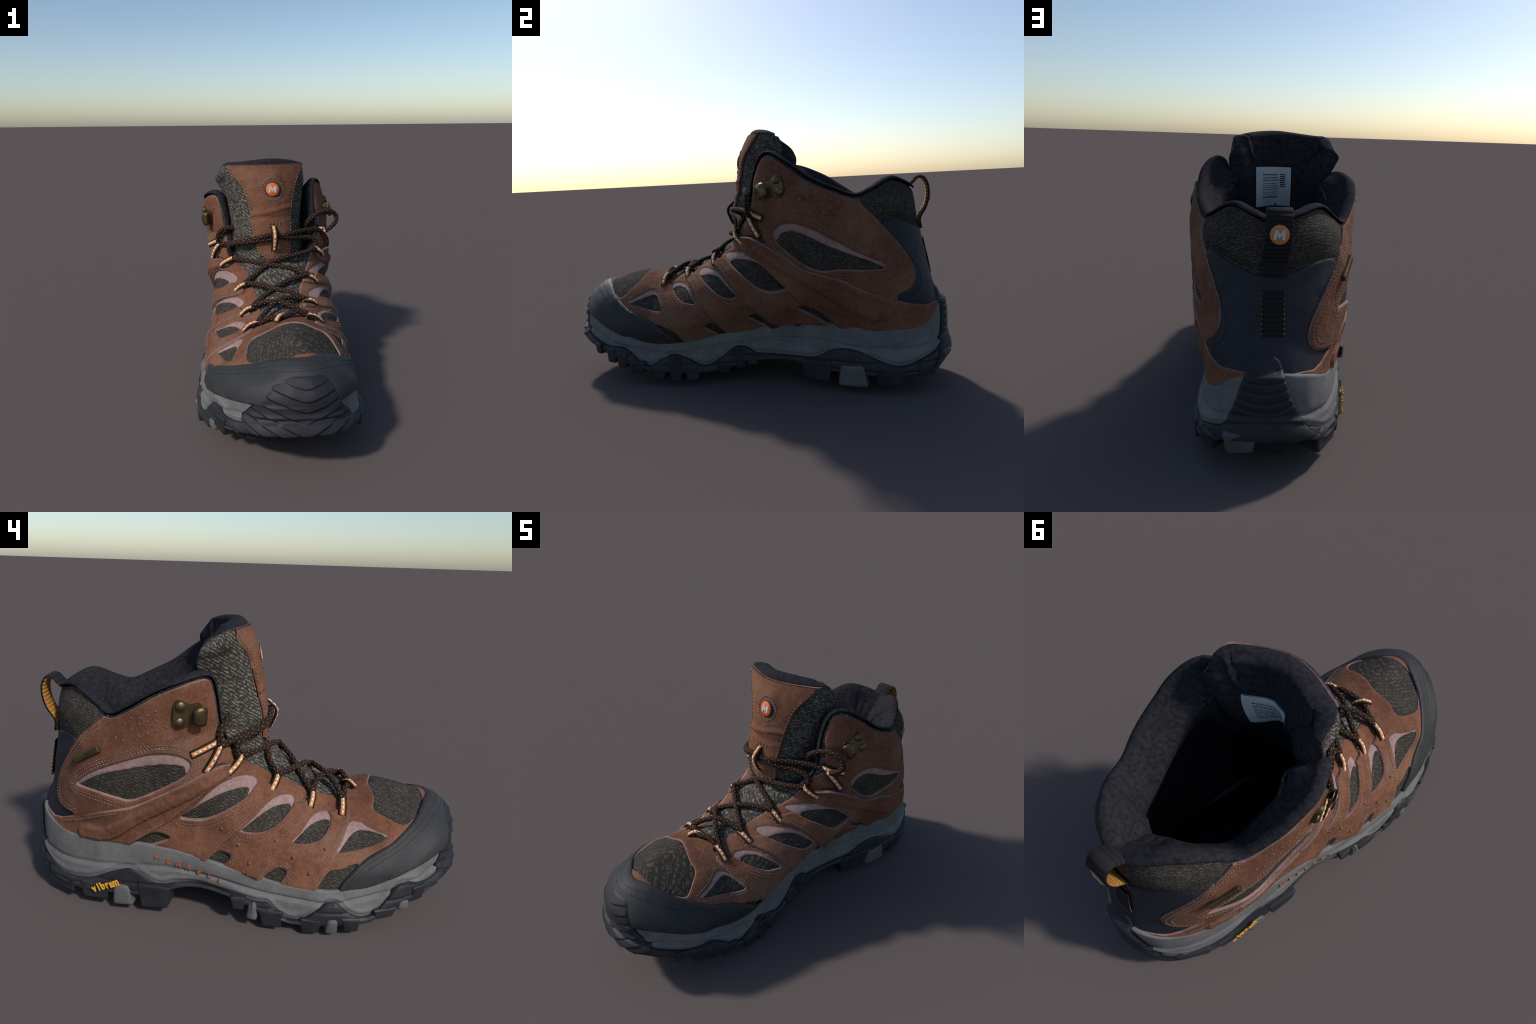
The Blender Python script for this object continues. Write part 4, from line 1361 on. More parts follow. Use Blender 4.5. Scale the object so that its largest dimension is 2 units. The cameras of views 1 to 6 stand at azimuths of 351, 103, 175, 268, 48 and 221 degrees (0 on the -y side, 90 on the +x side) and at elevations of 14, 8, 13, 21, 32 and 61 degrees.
def bumper(name, edge_l, edge_r, sgn, thick, groove, nz=130, nx=130, lift=0.004):
    """Moulded rubber guard: rows of height between a left and a right edge, pressed onto the boot."""
    zs = np.linspace(edge_l[0][0], edge_l[-1][0], nz)
    xl, xr = smooth_interp(zs, edge_l), smooth_interp(zs, edge_r)
    H = np.zeros((nz, nx))
    X = np.zeros((nz, nx))
    for i in range(nz):
        for j in range(nx):
            u = j / (nx - 1)
            X[i, j] = xl[i] + (xr[i] - xl[i]) * u
            y = front_hit(X[i, j], zs[i], sgn)
            H[i, j] = np.nan if y is None else sgn * y
    for i in range(nz - 1, -1, -1):          # rows below the sole edge take the row above
        bad = np.isnan(H[i])
        if bad.any() and i < nz - 1:
            H[i, bad] = H[i + 1, bad] - 0.004
    for i in range(nz):
        bad = np.isnan(H[i])
        if bad.any() and (~bad).any():
            H[i, bad] = np.interp(np.where(bad)[0], np.where(~bad)[0], H[i, ~bad])
    H0 = H.copy()
    for _ in range(40):
        Hs = H.copy()
        Hs[1:-1, 1:-1] = (H[1:-1, 1:-1] * 4 + H[:-2, 1:-1] + H[2:, 1:-1] + H[1:-1, :-2] + H[1:-1, 2:]) / 8
        H = np.maximum(Hs, H0)
    u = np.linspace(-1, 1, nx)[None, :]
    v = np.linspace(0, 1, nz)[:, None]
    edge = np.sqrt(np.clip(1 - np.abs(u) ** 24, 0, 1)) * np.sqrt(np.clip(1 - np.abs(2 * v - 1) ** 30, 0, 1))
    Zg = np.broadcast_to(zs[:, None], H.shape)
    t = thick(X, Zg) * edge + groove(X, Zg) * edge + lift
    Y = sgn * (H + t)
    top = np.stack([X, Y, Zg], -1).reshape(-1, 3)
    low = np.stack([X, sgn * (H - 0.02), Zg], -1)
    F = grid_faces(nz, nx, flip=(sgn > 0))
    border = [i * nx for i in range(nz)] + [(nz - 1) * nx + j for j in range(1, nx)] + [i * nx + nx - 1 for i in range(nz - 2, -1, -1)] + [j for j in range(nx - 2, 0, -1)]
    n0 = len(top)
    lowv = low.reshape(-1, 3)[border]
    nb = len(border)
    for k in range(nb):
        a, b = border[k], border[(k + 1) % nb]
        q = (a, b, n0 + (k + 1) % nb, n0 + k)
        F.append(q if sgn < 0 else q[::-1])
    return new_obj(name, np.vstack([top, lowv]), F, M_BUMPER, root)


saw = lambda t: (t - np.floor(t))
toe_l = [(0.19, -0.13), (0.205, -0.215), (0.225, -0.255), (0.245, -0.26), (0.28, -0.24), (0.32, -0.21), (0.36, -0.175), (0.40, -0.15), (0.43, -0.13), (0.457, -0.10)]
toe_r = [(0.19, 0.11), (0.205, 0.175), (0.225, 0.21), (0.245, 0.21), (0.28, 0.19), (0.32, 0.155), (0.36, 0.135), (0.40, 0.115), (0.43, 0.10), (0.457, 0.075)]


def toe_groove(X, Z):
    a = np.abs(X + 0.01)
    t = (Z - np.sqrt(a * a + 0.0004) * (0.30 - (Z - 0.43) * 1.2)) / 0.050
    s = saw(-t)
    fade = np.clip((0.45 - Z) / 0.03, 0, 1)
    return fade * (0.008 * np.clip(s / 0.80, 0, 1) * np.clip((1 - s) / 0.18, 0, 1) - 0.004)


bumper('toe_bumper', toe_l, toe_r, -1, lambda X, Z: 0.000 + 0.026 / (1 + np.exp(-(Z - 0.325) / 0.018)), toe_groove)

heel_l = [(0.12, -0.13), (0.15, -0.105), (0.19, -0.06), (0.23, -0.03), (0.275, -0.01), (0.33, 0.015), (0.375, 0.029), (0.42, 0.045), (0.45, 0.058), (0.468, 0.078)]
heel_r = [(0.12, 0.31), (0.15, 0.295), (0.19, 0.27), (0.23, 0.245), (0.275, 0.225), (0.33, 0.208), (0.375, 0.195), (0.42, 0.178), (0.45, 0.163), (0.468, 0.145)]


def heel_groove(X, Z):
    g = 0
    for zz in (0.413, 0.378, 0.343, 0.305, 0.270):
        zc = zz + 0.25 * (X - 0.115) ** 2 * 8
        d = Z - zc
        g = g - 0.006 * np.exp(-(d / 0.0045) ** 2) + 0.0015 * np.exp(-((d + 0.010) / 0.008) ** 2)
    return g


bumper('heel_tab', heel_l, heel_r, 1, lambda X, Z: 0.010 + 0.008 * np.exp(-((Z - 0.36) / 0.08) ** 2) - 0.004 * (Z < 0.26), heel_groove)
# ---------------------------------------------------------------- tongue
TONGUE = [  # z, then (x, y) from the left back edge over the front to the right back edge
    (0.66, [(-0.17, 0.06), (-0.13, -0.03), (-0.05, -0.075), (0.03, -0.085), (0.11, -0.07), (0.19, -0.03), (0.24, 0.05)]),
    (0.76, [(-0.18, 0.08), (-0.13, 0.0), (-0.055, -0.06), (0.035, -0.08), (0.12, -0.055), (0.19, 0.0), (0.235, 0.08)]),
    (0.88, [(-0.185, 0.14), (-0.16, 0.04), (-0.083, -0.055), (0.03, -0.08), (0.123, -0.045), (0.20, 0.05), (0.235, 0.15)]),
    (1.03, [(-0.20, 0.19), (-0.185, 0.075), (-0.10, -0.015), (0.03, -0.05), (0.141, -0.01), (0.215, 0.08), (0.24, 0.20)]),
    (1.14, [(-0.245, 0.21), (-0.225, 0.10), (-0.135, 0.02), (0.03, -0.025), (0.172, 0.03), (0.245, 0.12), (0.265, 0.22)]),
    (1.20, [(-0.272, 0.20), (-0.25, 0.10), (-0.17, 0.055), (0.02, -0.003), (0.19, 0.07), (0.25, 0.15), (0.265, 0.23)]),
    (1.245, [(-0.25, 0.19), (-0.235, 0.11), (-0.18, 0.065), (0.01, 0.02), (0.20, 0.10), (0.245, 0.165), (0.245, 0.22)]),
]




def tongue_surface(per=12, nv=80):
    secs = np.array([[(x, y, zz) for x, y in pts] for zz, pts in TONGUE])
    cols = np.array([resample(catmull(secs[:, j], 12), nv) for j in range(secs.shape[1])])
    rows = np.array([catmull(cols[:, k], per) for k in range(nv)])            # (nv, nu, 3)
    t = np.gradient(rows, axis=1)
    n = np.stack([-t[..., 1], t[..., 0], 0 * t[..., 0]], -1)
    n /= np.linalg.norm(n, axis=-1)[..., None]
    inn = n if (n[nv // 2, n.shape[1] // 2, 1] > 0) else -n
    return rows, inn


TR, TIN = tongue_surface()
T_NV, T_NU = TR.shape[:2]
# the soft corners droop
uu = np.linspace(-1, 1, T_NU)
vv = np.linspace(0, 1, T_NV)[:, None]
TR[..., 2] -= 0.045 * np.clip((np.abs(uu)[None] - 0.55) / 0.45, 0, 1) ** 1.6 * np.clip((vv - 0.6) / 0.4, 0, 1) ** 1.5
TR[..., 2] -= 0.012 * np.clip((vv - 0.5) / 0.5, 0, 1)
TR[..., 0] *= 1 - 0.045 * np.clip((vv - 0.6) / 0.4, 0, 1)
TR[..., 1] += 0.004 - 0.014 * np.clip((vv - 0.6) / 0.4, 0, 1)
TR[..., 2] += 0.010 * (1 - uu[None] ** 2) * np.clip((vv - 0.7) / 0.3, 0, 1)
# wrinkles of the padded cloth
wr = vnoise(TR.reshape(-1, 3), 8.0, 21, 3).reshape(T_NV, T_NU) * 0.010
TR = TR - TIN * wr[..., None]
uu = np.linspace(-1, 1, T_NU)
pad_h = smooth_interp(TR[:, T_NU // 2, 2], [(0.6, 0.10), (0.8, 0.105), (0.95, 0.125), (1.05, 0.14), (1.13, 0.125), (1.19, 0.10), (1.25, 0.07)])
PAD = pad_h[:, None] * np.sqrt(np.clip(1 - np.abs(uu) ** 4, 0, 1))[None] + 0.006
pad = PAD[-1]


def build_tongue_pad():
    K = 12
    cap = []
    wave = (0.016 + 0.007 * np.cos(uu * 4.0) + 0.006 * np.sin(uu * 8.0 + 1.0)) * np.sqrt(np.clip(1 - np.abs(uu) ** 4, 0, 1))
    for k in range(1, K - 1):
        a = math.pi * k / (K - 1)
        cap.append(TR[-1] + TIN[-1] * pad[:, None] * (1 - math.cos(a)) / 2 + np.array([0, 0, 1.0]) * (wave * math.sin(a))[:, None])
    inner = (TR + TIN * PAD[..., None])[::-1]
    # side rims, rounded
    return np.array(cap), inner


CAP, INNER = build_tongue_pad()
new_obj('tongue', TR.reshape(-1, 3), grid_faces(T_NV, T_NU), M_KNIT_PALE, root)
back = np.vstack([TR[-1:], CAP, INNER])
new_obj('tongue_lining', back.reshape(-1, 3), grid_faces(*back.shape[:2]), M_LINING, root)
for col in (0, T_NU - 1):
    rim = []
    for k in range(7):
        a = math.pi * k / 6
        o = -1 if col == 0 else 1
        tang = TR[:, col] - TR[:, 1 if col == 0 else T_NU - 2]
        tang /= np.linalg.norm(tang, axis=1)[:, None]
        rim.append(TR[:, col] + TIN[:, col] * (0.006 * (1 - math.cos(a)) / 2) + tang * 0.006 * math.sin(a))
    rim = np.array(rim)
    new_obj('tongue_rim', rim.reshape(-1, 3), grid_faces(*rim.shape[:2], flip=(col == 0)), M_LINING, root)

# suede facing on the front of the tongue
c0, c1 = 24, 48
r0 = int(np.argmin(np.abs(TR[:, T_NU // 2, 2] - 0.725)))


def tongue_facing():
    nu, nv = 60, 90
    V = []
    for i in range(nv):
        v = i / (nv - 1)
        k = r0 + v * (T_NV - 1 - r0)
        k0 = min(int(k), T_NV - 2)
        f = k - k0
        row = TR[k0] * (1 - f) + TR[k0 + 1] * f
        inn = TIN[k0] * (1 - f) + TIN[k0 + 1] * f
        flare = 5.0 * max(0, (v - 0.72) / 0.28) ** 1.5
        nar = 5.0 * math.sqrt(max(0.0, 1 - min(v / 0.06, 1) ** 2)) if v < 0.06 else 0.0
        a, b = c0 - flare + nar, c1 + flare - nar
        cs = np.linspace(a, b, nu)
        P = np.stack([np.interp(cs, np.arange(T_NU), row[:, q]) for q in range(3)], 1)
        I = np.stack([np.interp(cs, np.arange(T_NU), inn[:, q]) for q in range(3)], 1)
        w = np.abs(np.linspace(-1, 1, nu))
        h = 0.010 * np.sqrt(np.clip(1 - np.clip((w - 0.93) / 0.07, 0, 1) ** 2, 0, 1)) * min(1, v / 0.02) + 0.002
        fold = 0.006 * np.exp(-((P[:, 2] - 0.995 - 0.02 * np.sin(P[:, 0] * 12)) / 0.012) ** 2) - 0.004 * np.exp(-((P[:, 2] - 0.965) / 0.014) ** 2)
        V.append(np.concatenate([P - I * (h + fold)[:, None]], 0))
    return np.array(V)


TF = tongue_facing()
nvv, nuu = TF.shape[:2]
V = TF.reshape(-1, 3)
border = [i * nuu for i in range(nvv)] + [(nvv - 1) * nuu + j for j in range(1, nuu)] + [i * nuu + nuu - 1 for i in range(nvv - 2, -1, -1)] + [j for j in range(nuu - 2, 0, -1)]
low = V[border] + np.array([0, 0.016, 0])
F = grid_faces(nvv, nuu)
M = [0] * len(F)
for k in range(len(border)):
    F.append((border[k], border[(k + 1) % len(border)], len(V) + (k + 1) % len(border), len(V) + k))
    M.append(1)
new_obj('tongue_facing', np.vstack([V, low]), F, None, root, mats=[M_SUEDE, M_RAW], mat_idx=M)
BVH_TF = BVHTree.FromPolygons([tuple(v) for v in V], [tuple(f) for f in grid_faces(nvv, nuu)])
TS = Soup()
for j in (3, nuu - 4):
    P = TF[4:-3, j]
    N = np.tile([(-0.35 if j < 10 else 0.35), -0.93, 0.1], (len(P), 1))
    stitch_run(TS, P, N, 0.002, pitch=0.018, r=0.003)
P = TF[5, 6:-6]
stitch_run(TS, P, np.tile([0, -0.95, 0.2], (len(P), 1)), 0.002, pitch=0.016, r=0.0028)


def facing_hit(x, z):
    h = BVH_TF.ray_cast(Vector((x, -0.6, z)), Vector((0, 1, 0)))
    return np.array(h[0]), np.array(h[1])


ring = np.array([facing_hit(0.027 + 0.058 * math.sin(a), 1.113 + 0.058 * math.cos(a))[0] for a in np.linspace(0, 2 * math.pi, 60)])
stitch_run(TS, ring, np.tile([0, -0.97, 0.15], (60, 1)), 0.002, pitch=0.0135, L=0.009, r=0.003)
for zz, xs in ((0.922, (-0.005, 0.07)), (0.782, (-0.0, 0.075))):
    P = np.array([facing_hit(x, zz)[0] for x in np.linspace(*xs, 12)])
    for dz in (0, 0.012):
        stitch_run(TS, P + [0, 0, dz], np.tile([0, -0.97, 0.15], (12, 1)), 0.002, pitch=0.016, r=0.0028)
TS.obj('tongue_stitching', [M_STITCH], root, kind='stuff')
# ---------------------------------------------------------------- trim
def unit(v):
    v = np.asarray(v, float)
    return v / np.linalg.norm(v)


def out_normal(p):
    return unit(LAST.grad(np.asarray(p, float)[None])[0])


def lift_off(P, gap):
    """Push points of a curve out of the last to at least a given gap."""
    P = np.array(P, float)
    for _ in range(3):
        g = LAST.grad(P)
        l = np.maximum(np.linalg.norm(g, axis=1), 0.3)
        d = LAST.f(P) / l
        P = P + g / l[:, None] * np.maximum(gap - d, 0)[:, None]
    return P


# eyelet positions, toe to ankle, inner and outer side
EYES_L = [(-0.127, -0.423, 0.492), (-0.128, -0.288, 0.535), (-0.138, -0.13, 0.620), (-0.194, 0.045, 0.714), (-0.253, 0.128, 0.775)]
EYES_R = [(0.133, -0.45, 0.520), (0.153, -0.318, 0.569), (0.202, -0.157, 0.657), (0.279, 0.004, 0.763), (0.353, 0.080, 0.840)]
ANCHOR_L = [(-0.175, -0.415, 0.455), (-0.175, -0.275, 0.500), (-0.185, -0.105, 0.580), (-0.235, 0.085, 0.672), (-0.288, 0.165, 0.700)]
ANCHOR_R = [(0.182, -0.450, 0.490), (0.200, -0.305, 0.540), (0.248, -0.145, 0.615), (0.315, 0.035, 0.722), (0.372, 0.125, 0.765)]


def strip(soup, C, up, width, thick, m):
    V, F = tube(C, 1.0, 8, flat=(width, thick), up=up)
    soup.add(V, F, m)


def webbing_loop(name, C, N, width=0.0175):
    """Woven loop: dark tape, orange band, broken white centre line."""
    s = Soup()
    C = resample(catmull(C, 8), 34)
    N = np.array([np.interp(np.linspace(0, 1, 34), np.linspace(0, 1, len(N)), np.array(N)[:, k]) for k in range(3)]).T
    T = np.gradient(C, axis=0)
    N = N - T * ((N * T).sum(1) / (T * T).sum(1))[:, None]
    N /= np.linalg.norm(N, axis=1)[:, None]
    strip(s, C, N, width, 0.005, 0)
    strip(s, C + N * 0.0035, N, width * 0.56, 0.004, 1)
    for k in range(2, 31, 5):
        seg = C[k:k + 4] + N[k:k + 4] * 0.0062
        strip(s, seg, N[k:k + 4], width * 0.20, 0.003, 2)
    return s.obj(name, [M_LACE, M_ORANGE_PALE, M_WHITE], root)


for eyes, anchors in ((EYES_L, ANCHOR_L), (EYES_R, ANCHOR_R)):
    for e, a in zip(eyes, anchors):
        e, a = np.array(e), np.array(a)
        na, ne = out_normal(a), out_normal(e)
        d = unit(e - a)
        d0 = d - na * (d @ na)
        pa = lift_off(a[None], 0.019)[0]
        pe = lift_off(e[None], 0.028)[0]
        C = [pa - d0 * 0.012 - na * 0.004, pa, (pa + pe) / 2 + na * 0.006, pe - d * 0.004, pe + d * 0.014 - ne * 0.008, pe + d * 0.010 - ne * 0.026, pe - d * 0.012 - ne * 0.030]
        Ns = [na, na, na, unit(ne + d * 0.4), unit(d + ne * 0.1), unit(d - ne), -ne]
        webbing_loop('eyelet_loop', C, Ns)
# second short tape behind the top eyelets
for a, b in (((-0.268, 0.235, 0.765), (-0.245, 0.150, 0.800)), ((0.375, 0.150, 0.838), (0.335, 0.085, 0.862))):
    a, b = np.array(a), np.array(b)
    na = out_normal(a)
    pa, pb = lift_off(a[None], 0.018)[0], lift_off(b[None], 0.022)[0]
    webbing_loop('eyelet_loop', [pa, (pa + pb) / 2 + na * 0.003, pb, pb + unit(pb - pa) * 0.02 - na * 0.02], [na, na, na, unit(pb - pa)])
# front keeper at the base of the lacing gap
k0 = np.array((-0.014, -0.467, 0.536))
webbing_loop('eyelet_loop', [k0 + [-0.03, -0.03, -0.004], k0 + [-0.012, -0.01, 0.012], k0 + [0.0, 0.0, 0.014], k0 + [0.02, 0.018, 0.002], k0 + [0.03, 0.03, -0.02]],
             [(0, -0.3, 1)] * 5)


# --- laces
LACE_R = 0.0130
lace_marks = Soup()


def lace(points, gap=0.018, n=None):
    C = catmull(points, 10)
    L = np.linalg.norm(np.diff(C, axis=0), axis=1).sum()
    n = n or max(12, int(L / 0.008))
    C = resample(C, n)
    if gap:
        C = lift_off(C, gap)
        for _ in range(3):
            C[1:-1] = (C[:-2] + 2 * C[1:-1] + C[2:]) / 4
    V, F = tube(C, LACE_R, 12)
    new_obj('lace', V, F, M_LACE, root)
    # woven orange flecks
    T = np.gradient(C, axis=0)
    T /= np.linalg.norm(T, axis=1)[:, None]
    seg = np.concatenate([[0], np.cumsum(np.linalg.norm(np.diff(C, axis=0), axis=1))])
    cnt = int(seg[-1] / 0.0165)
    for i in range(cnt):
        s = (i + 0.5) * seg[-1] / cnt
        p = np.array([np.interp(s, seg, C[:, k]) for k in range(3)])
        t = unit([np.interp(s, seg, T[:, k]) for k in range(3)])
        u = unit(np.cross(t, [0.31, 0.2, 0.93]))
        w = np.cross(t, u)
        for j in range(4):
            a = j * math.pi / 2 + (i % 2) * math.pi / 4
            nrm = u * math.cos(a) + w * math.sin(a)
            capsule(lace_marks, p + nrm * (LACE_R - 0.0010), t, nrm, 0.0070, 0.0021)
    return C


def eye(side, k, dx=0.0, dy=0.0, dz=0.0):
    e = (EYES_L if side == 'L' else EYES_R)[k]
    return (e[0] + dx, e[1] + dy, e[2] + dz + 0.007)


def crossing(a, b, hi, sag=0.0):
    """Lace from eyelet a to eyelet b over the gap; hi raises the upper strand."""
    a, b = np.array(a), np.array(b)
    P = [a]
    for t in (0.2, 0.4, 0.6, 0.8):
        p = a * (1 - t) + b * t
        p = p + np.array([0, -0.25, 1.0]) * (hi * math.sin(math.pi * t)) + np.array([0, sag * math.sin(math.pi * t), 0])
        P.append(p)
    P.append(b)
    return P


kk = (k0[0], k0[1], k0[2] + 0.004)
lace([eye('L', 0, -0.015, 0, -0.02), eye('L', 0), (-0.07, -0.40, 0.555), (0.0, -0.355, 0.590), (0.08, -0.325, 0.590), eye('R', 1), eye('R', 1, 0.012, 0.01, -0.02)])
lace([eye('R', 0, 0.015, 0, -0.02), eye('R', 0), (0.075, -0.45, 0.560), kk, (-0.07, -0.44, 0.530), eye('L', 0, 0.01, -0.01)])
lace([eye('R', 0, 0.012, 0.005, -0.02), eye('R', 0, 0, 0.012), (0.06, -0.40, 0.570), (0.0, -0.36, 0.582), (-0.07, -0.31, 0.570), eye('L', 1)], gap=0.024)
lace([eye('L', 1)] + crossing(eye('L', 1, 0, 0.01), eye('R', 2), 0.024, 0.01)[1:])
lace([eye('R', 1)] + crossing(eye('R', 1, 0, 0.01), eye('L', 2), 0.010, -0.01)[1:])
lace([eye('L', 2)] + crossing(eye('L', 2, 0, 0.012), eye('R', 3), 0.028, 0.012)[1:])
lace([eye('R', 2)] + crossing(eye('R', 2, 0, 0.012), eye('L', 3), 0.012, -0.03)[1:])
# upper strands run under the tongue keeper
TK = np.array((0.026, -0.094, 0.866))
lace([eye('L', 3), (-0.205, 0.05, 0.765), (-0.20, 0.035, 0.800), (-0.16, -0.02, 0.822), (-0.09, -0.075, 0.838), TK + [0, 0.0, -0.012], (0.12, -0.068, 0.872),
      (0.21, 0.0, 0.872), (0.29, 0.05, 0.868), eye('R', 4)], gap=0)
lace([eye('R', 3), (0.285, 0.01, 0.805), (0.25, 0.0, 0.830), (0.18, -0.035, 0.842), (0.10, -0.082, 0.852), TK + [0, -0.004, 0.012], (-0.06, -0.088, 0.858),
      (-0.13, -0.045, 0.835), (-0.20, 0.05, 0.808), eye('L', 4)], gap=0)
lace([eye('L', 4), (-0.262, 0.115, 0.825), (-0.25, 0.11, 0.862), (-0.215, 0.09, 0.886), (-0.17, 0.085, 0.885), (-0.13, 0.10, 0.86), (-0.12, 0.14, 0.82)], gap=0)
lace([eye('R', 4), (0.385, 0.075, 0.865), (0.425, 0.085, 0.900), (0.425, 0.085, 0.940), (0.385, 0.070, 0.968), (0.335, 0.058, 0.968), (0.285, 0.045, 0.947), (0.250, 0.040, 0.920), (0.235, 0.06, 0.88)], gap=0)
lace_marks.obj('lace_fleck', [M_ORANGE], root, kind='stuff')

# tongue keeper
kp = [facing_hit(0.026, z)[0] for z in (0.915, 0.905, 0.80, 0.79)]
webbing_loop('tongue_keeper', [kp[0] + [0, 0.004, 0], kp[1] + [0, -0.012, 0], TK + [0, -0.030, 0.0], kp[2] + [0, -0.014, 0], kp[3] + [0, 0.004, 0]], [(0, -1, 0.25)] * 5, 0.017)


# --- badge on the tongue and disc on the heel tape
def disc(c, n, up, r, h, seg=40, dome=0.0):
    n = unit(n)
    right = unit(np.cross(up, n))
    upv = np.cross(n, right)
    V = [c - n * 0.004 + (right * math.cos(a) + upv * math.sin(a)) * r for a in np.linspace(0, 2 * math.pi, seg, endpoint=False)]
    V += [c + n * h * 0.6 + (right * math.cos(a) + upv * math.sin(a)) * r for a in np.linspace(0, 2 * math.pi, seg, endpoint=False)]
    V += [c + n * h + (right * math.cos(a) + upv * math.sin(a)) * r * 0.92 for a in np.linspace(0, 2 * math.pi, seg, endpoint=False)]
    V.append(c + n * (h + dome))
    F = []
    for k in range(2):
        for i in range(seg):
            j = (i + 1) % seg
            F.append((k * seg + i, k * seg + j, (k + 1) * seg + j, (k + 1) * seg + i))
    F += [(2 * seg + i, 2 * seg + (i + 1) % seg, 3 * seg) for i in range(seg)]
    return V, F, right, upv


def emblem_m(c, n, right, up, s, h, lean=0.12):
    """Blocky letter M built from its outline."""
    pts = [(-0.62, -0.5), (-0.28, -0.5), (-0.26, 0.0), (0.0, -0.42), (0.26, 0.0), (0.28, -0.5), (0.62, -0.5), (0.56, 0.5), (0.24, 0.5), (0.0, 0.12), (-0.24, 0.5), (-0.56, 0.5)]
    P = [c + n * h + right * ((x + lean * y) * s) + up * (y * s) for x, y in pts]
    Q = [p - n * 0.006 for p in P]
    k = len(P)
    F = [tuple(range(k))] + [(i, i + k, (i + 1) % k + k, (i + 1) % k) for i in range(k)]
    return P + Q, F


bc, bn = facing_hit(0.027, 1.113)
bn = unit([-0.03, -0.985, 0.16])
V, F, rt, upv = disc(bc - bn * 0.003, bn, (0, 0, 1), 0.044, 0.006)
new_obj('tongue_badge', V, F, M_NAVYRING, root)
V, F, rt, upv = disc(bc - bn * 0.002, bn, (0, 0, 1), 0.037, 0.007, dome=0.001)
new_obj('tongue_badge', V, F, M_BADGE, root)
V, F = emblem_m(bc - bn * 0.002, bn, rt, upv, 0.034, 0.0092)
new_obj('badge_emblem', V, F, M_SILVER, root, smooth=False)

# --- heel tapes and pull loop
HX = 0.080


def tape(name, C, width, thick, mats, up=None, inner=None):
    """Flat tape along a curve in the y-z plane."""
    C = resample(catmull(C, 8), 60)
    T = np.gradient(C, axis=0)
    T /= np.linalg.norm(T, axis=1)[:, None]
    X = np.array([1.0, 0, 0])
    N = np.cross(T, X)
    N /= np.linalg.norm(N, axis=1)[:, None]
    S = Soup()
    half = width / 2
    for sgn, m in ((1, 0), (-1, 1)):
        V = []
        for w in (-1, -0.9, 0, 0.9, 1):
            off = thick if abs(w) < 1 else thick * 0.3
            V.append(C + X * half * w + N * sgn * off)
        V = np.stack(V, 1)
        S.add(V.reshape(-1, 3), grid_faces(len(C), 5, flip=(sgn > 0)), m)
    for w in (-1, 1):
        V = np.stack([C + X * half * w + N * thick * 0.3, C + X * half * w - N * thick * 0.3], 1)
        S.add(V.reshape(-1, 3), grid_faces(len(C), 2, flip=(w < 0)), 0)
    return S.obj(name, mats, root)


def heel_y(z, dx=0.0):
    h = BVH_M.ray_cast(Vector((HX + dx, 1.6, z)), Vector((0, -1, 0)))
    return h[0].y


y76, y80 = heel_y(0.762), heel_y(0.80)
tape('pull_loop', [(HX + 0.002, heel_y(0.755) + 0.010, 0.750), (HX, y80 + 0.012, 0.80), (HX - 0.004, 0.885, 0.855), (HX - 0.008, 0.897, 0.91), (HX - 0.010, 0.893, 0.96), (HX - 0.011, 0.872, 0.992),
                   (HX - 0.012, 0.848, 0.992), (HX - 0.012, 0.825, 0.968), (HX - 0.012, 0.800, 0.945), (HX - 0.012, 0.778, 0.90)], 0.096, 0.0075, [M_WEB, M_WEB_TAN])
lt = [(HX + 0.004, heel_y(z) + 0.009, z) for z in (0.700, 0.66, 0.61, 0.56, 0.535)]
tape('heel_tape', lt, 0.082, 0.004, [M_WEB, M_WEB])
edge = Soup()
for sx in (-1, 1):
    for k in range(9):
        z = 0.545 + k * 0.018
        capsule(edge, np.array((HX + 0.004 + sx * 0.041, heel_y(z) + 0.010, z)), np.array((0, 0, 1.0)), np.array((0, 1.0, 0)), 0.007, 0.0018)
edge.obj('tape_selvedge', [M_WEB_TAN], root, kind='stuff')
dc = np.array((HX - 0.010, 0.903, 0.912))
V, F, rt, upv = disc(dc, (0.0, 1, 0.05), (0, 0, 1), 0.035, 0.005)
new_obj('heel_disc', V, F, M_BADGE_PALE, root)
V, F = emblem_m(dc, np.array((0, 1.0, 0.05)), rt, upv, 0.034, 0.0075)
new_obj('badge_emblem', V, F, M_SILVER, root, smooth=False)

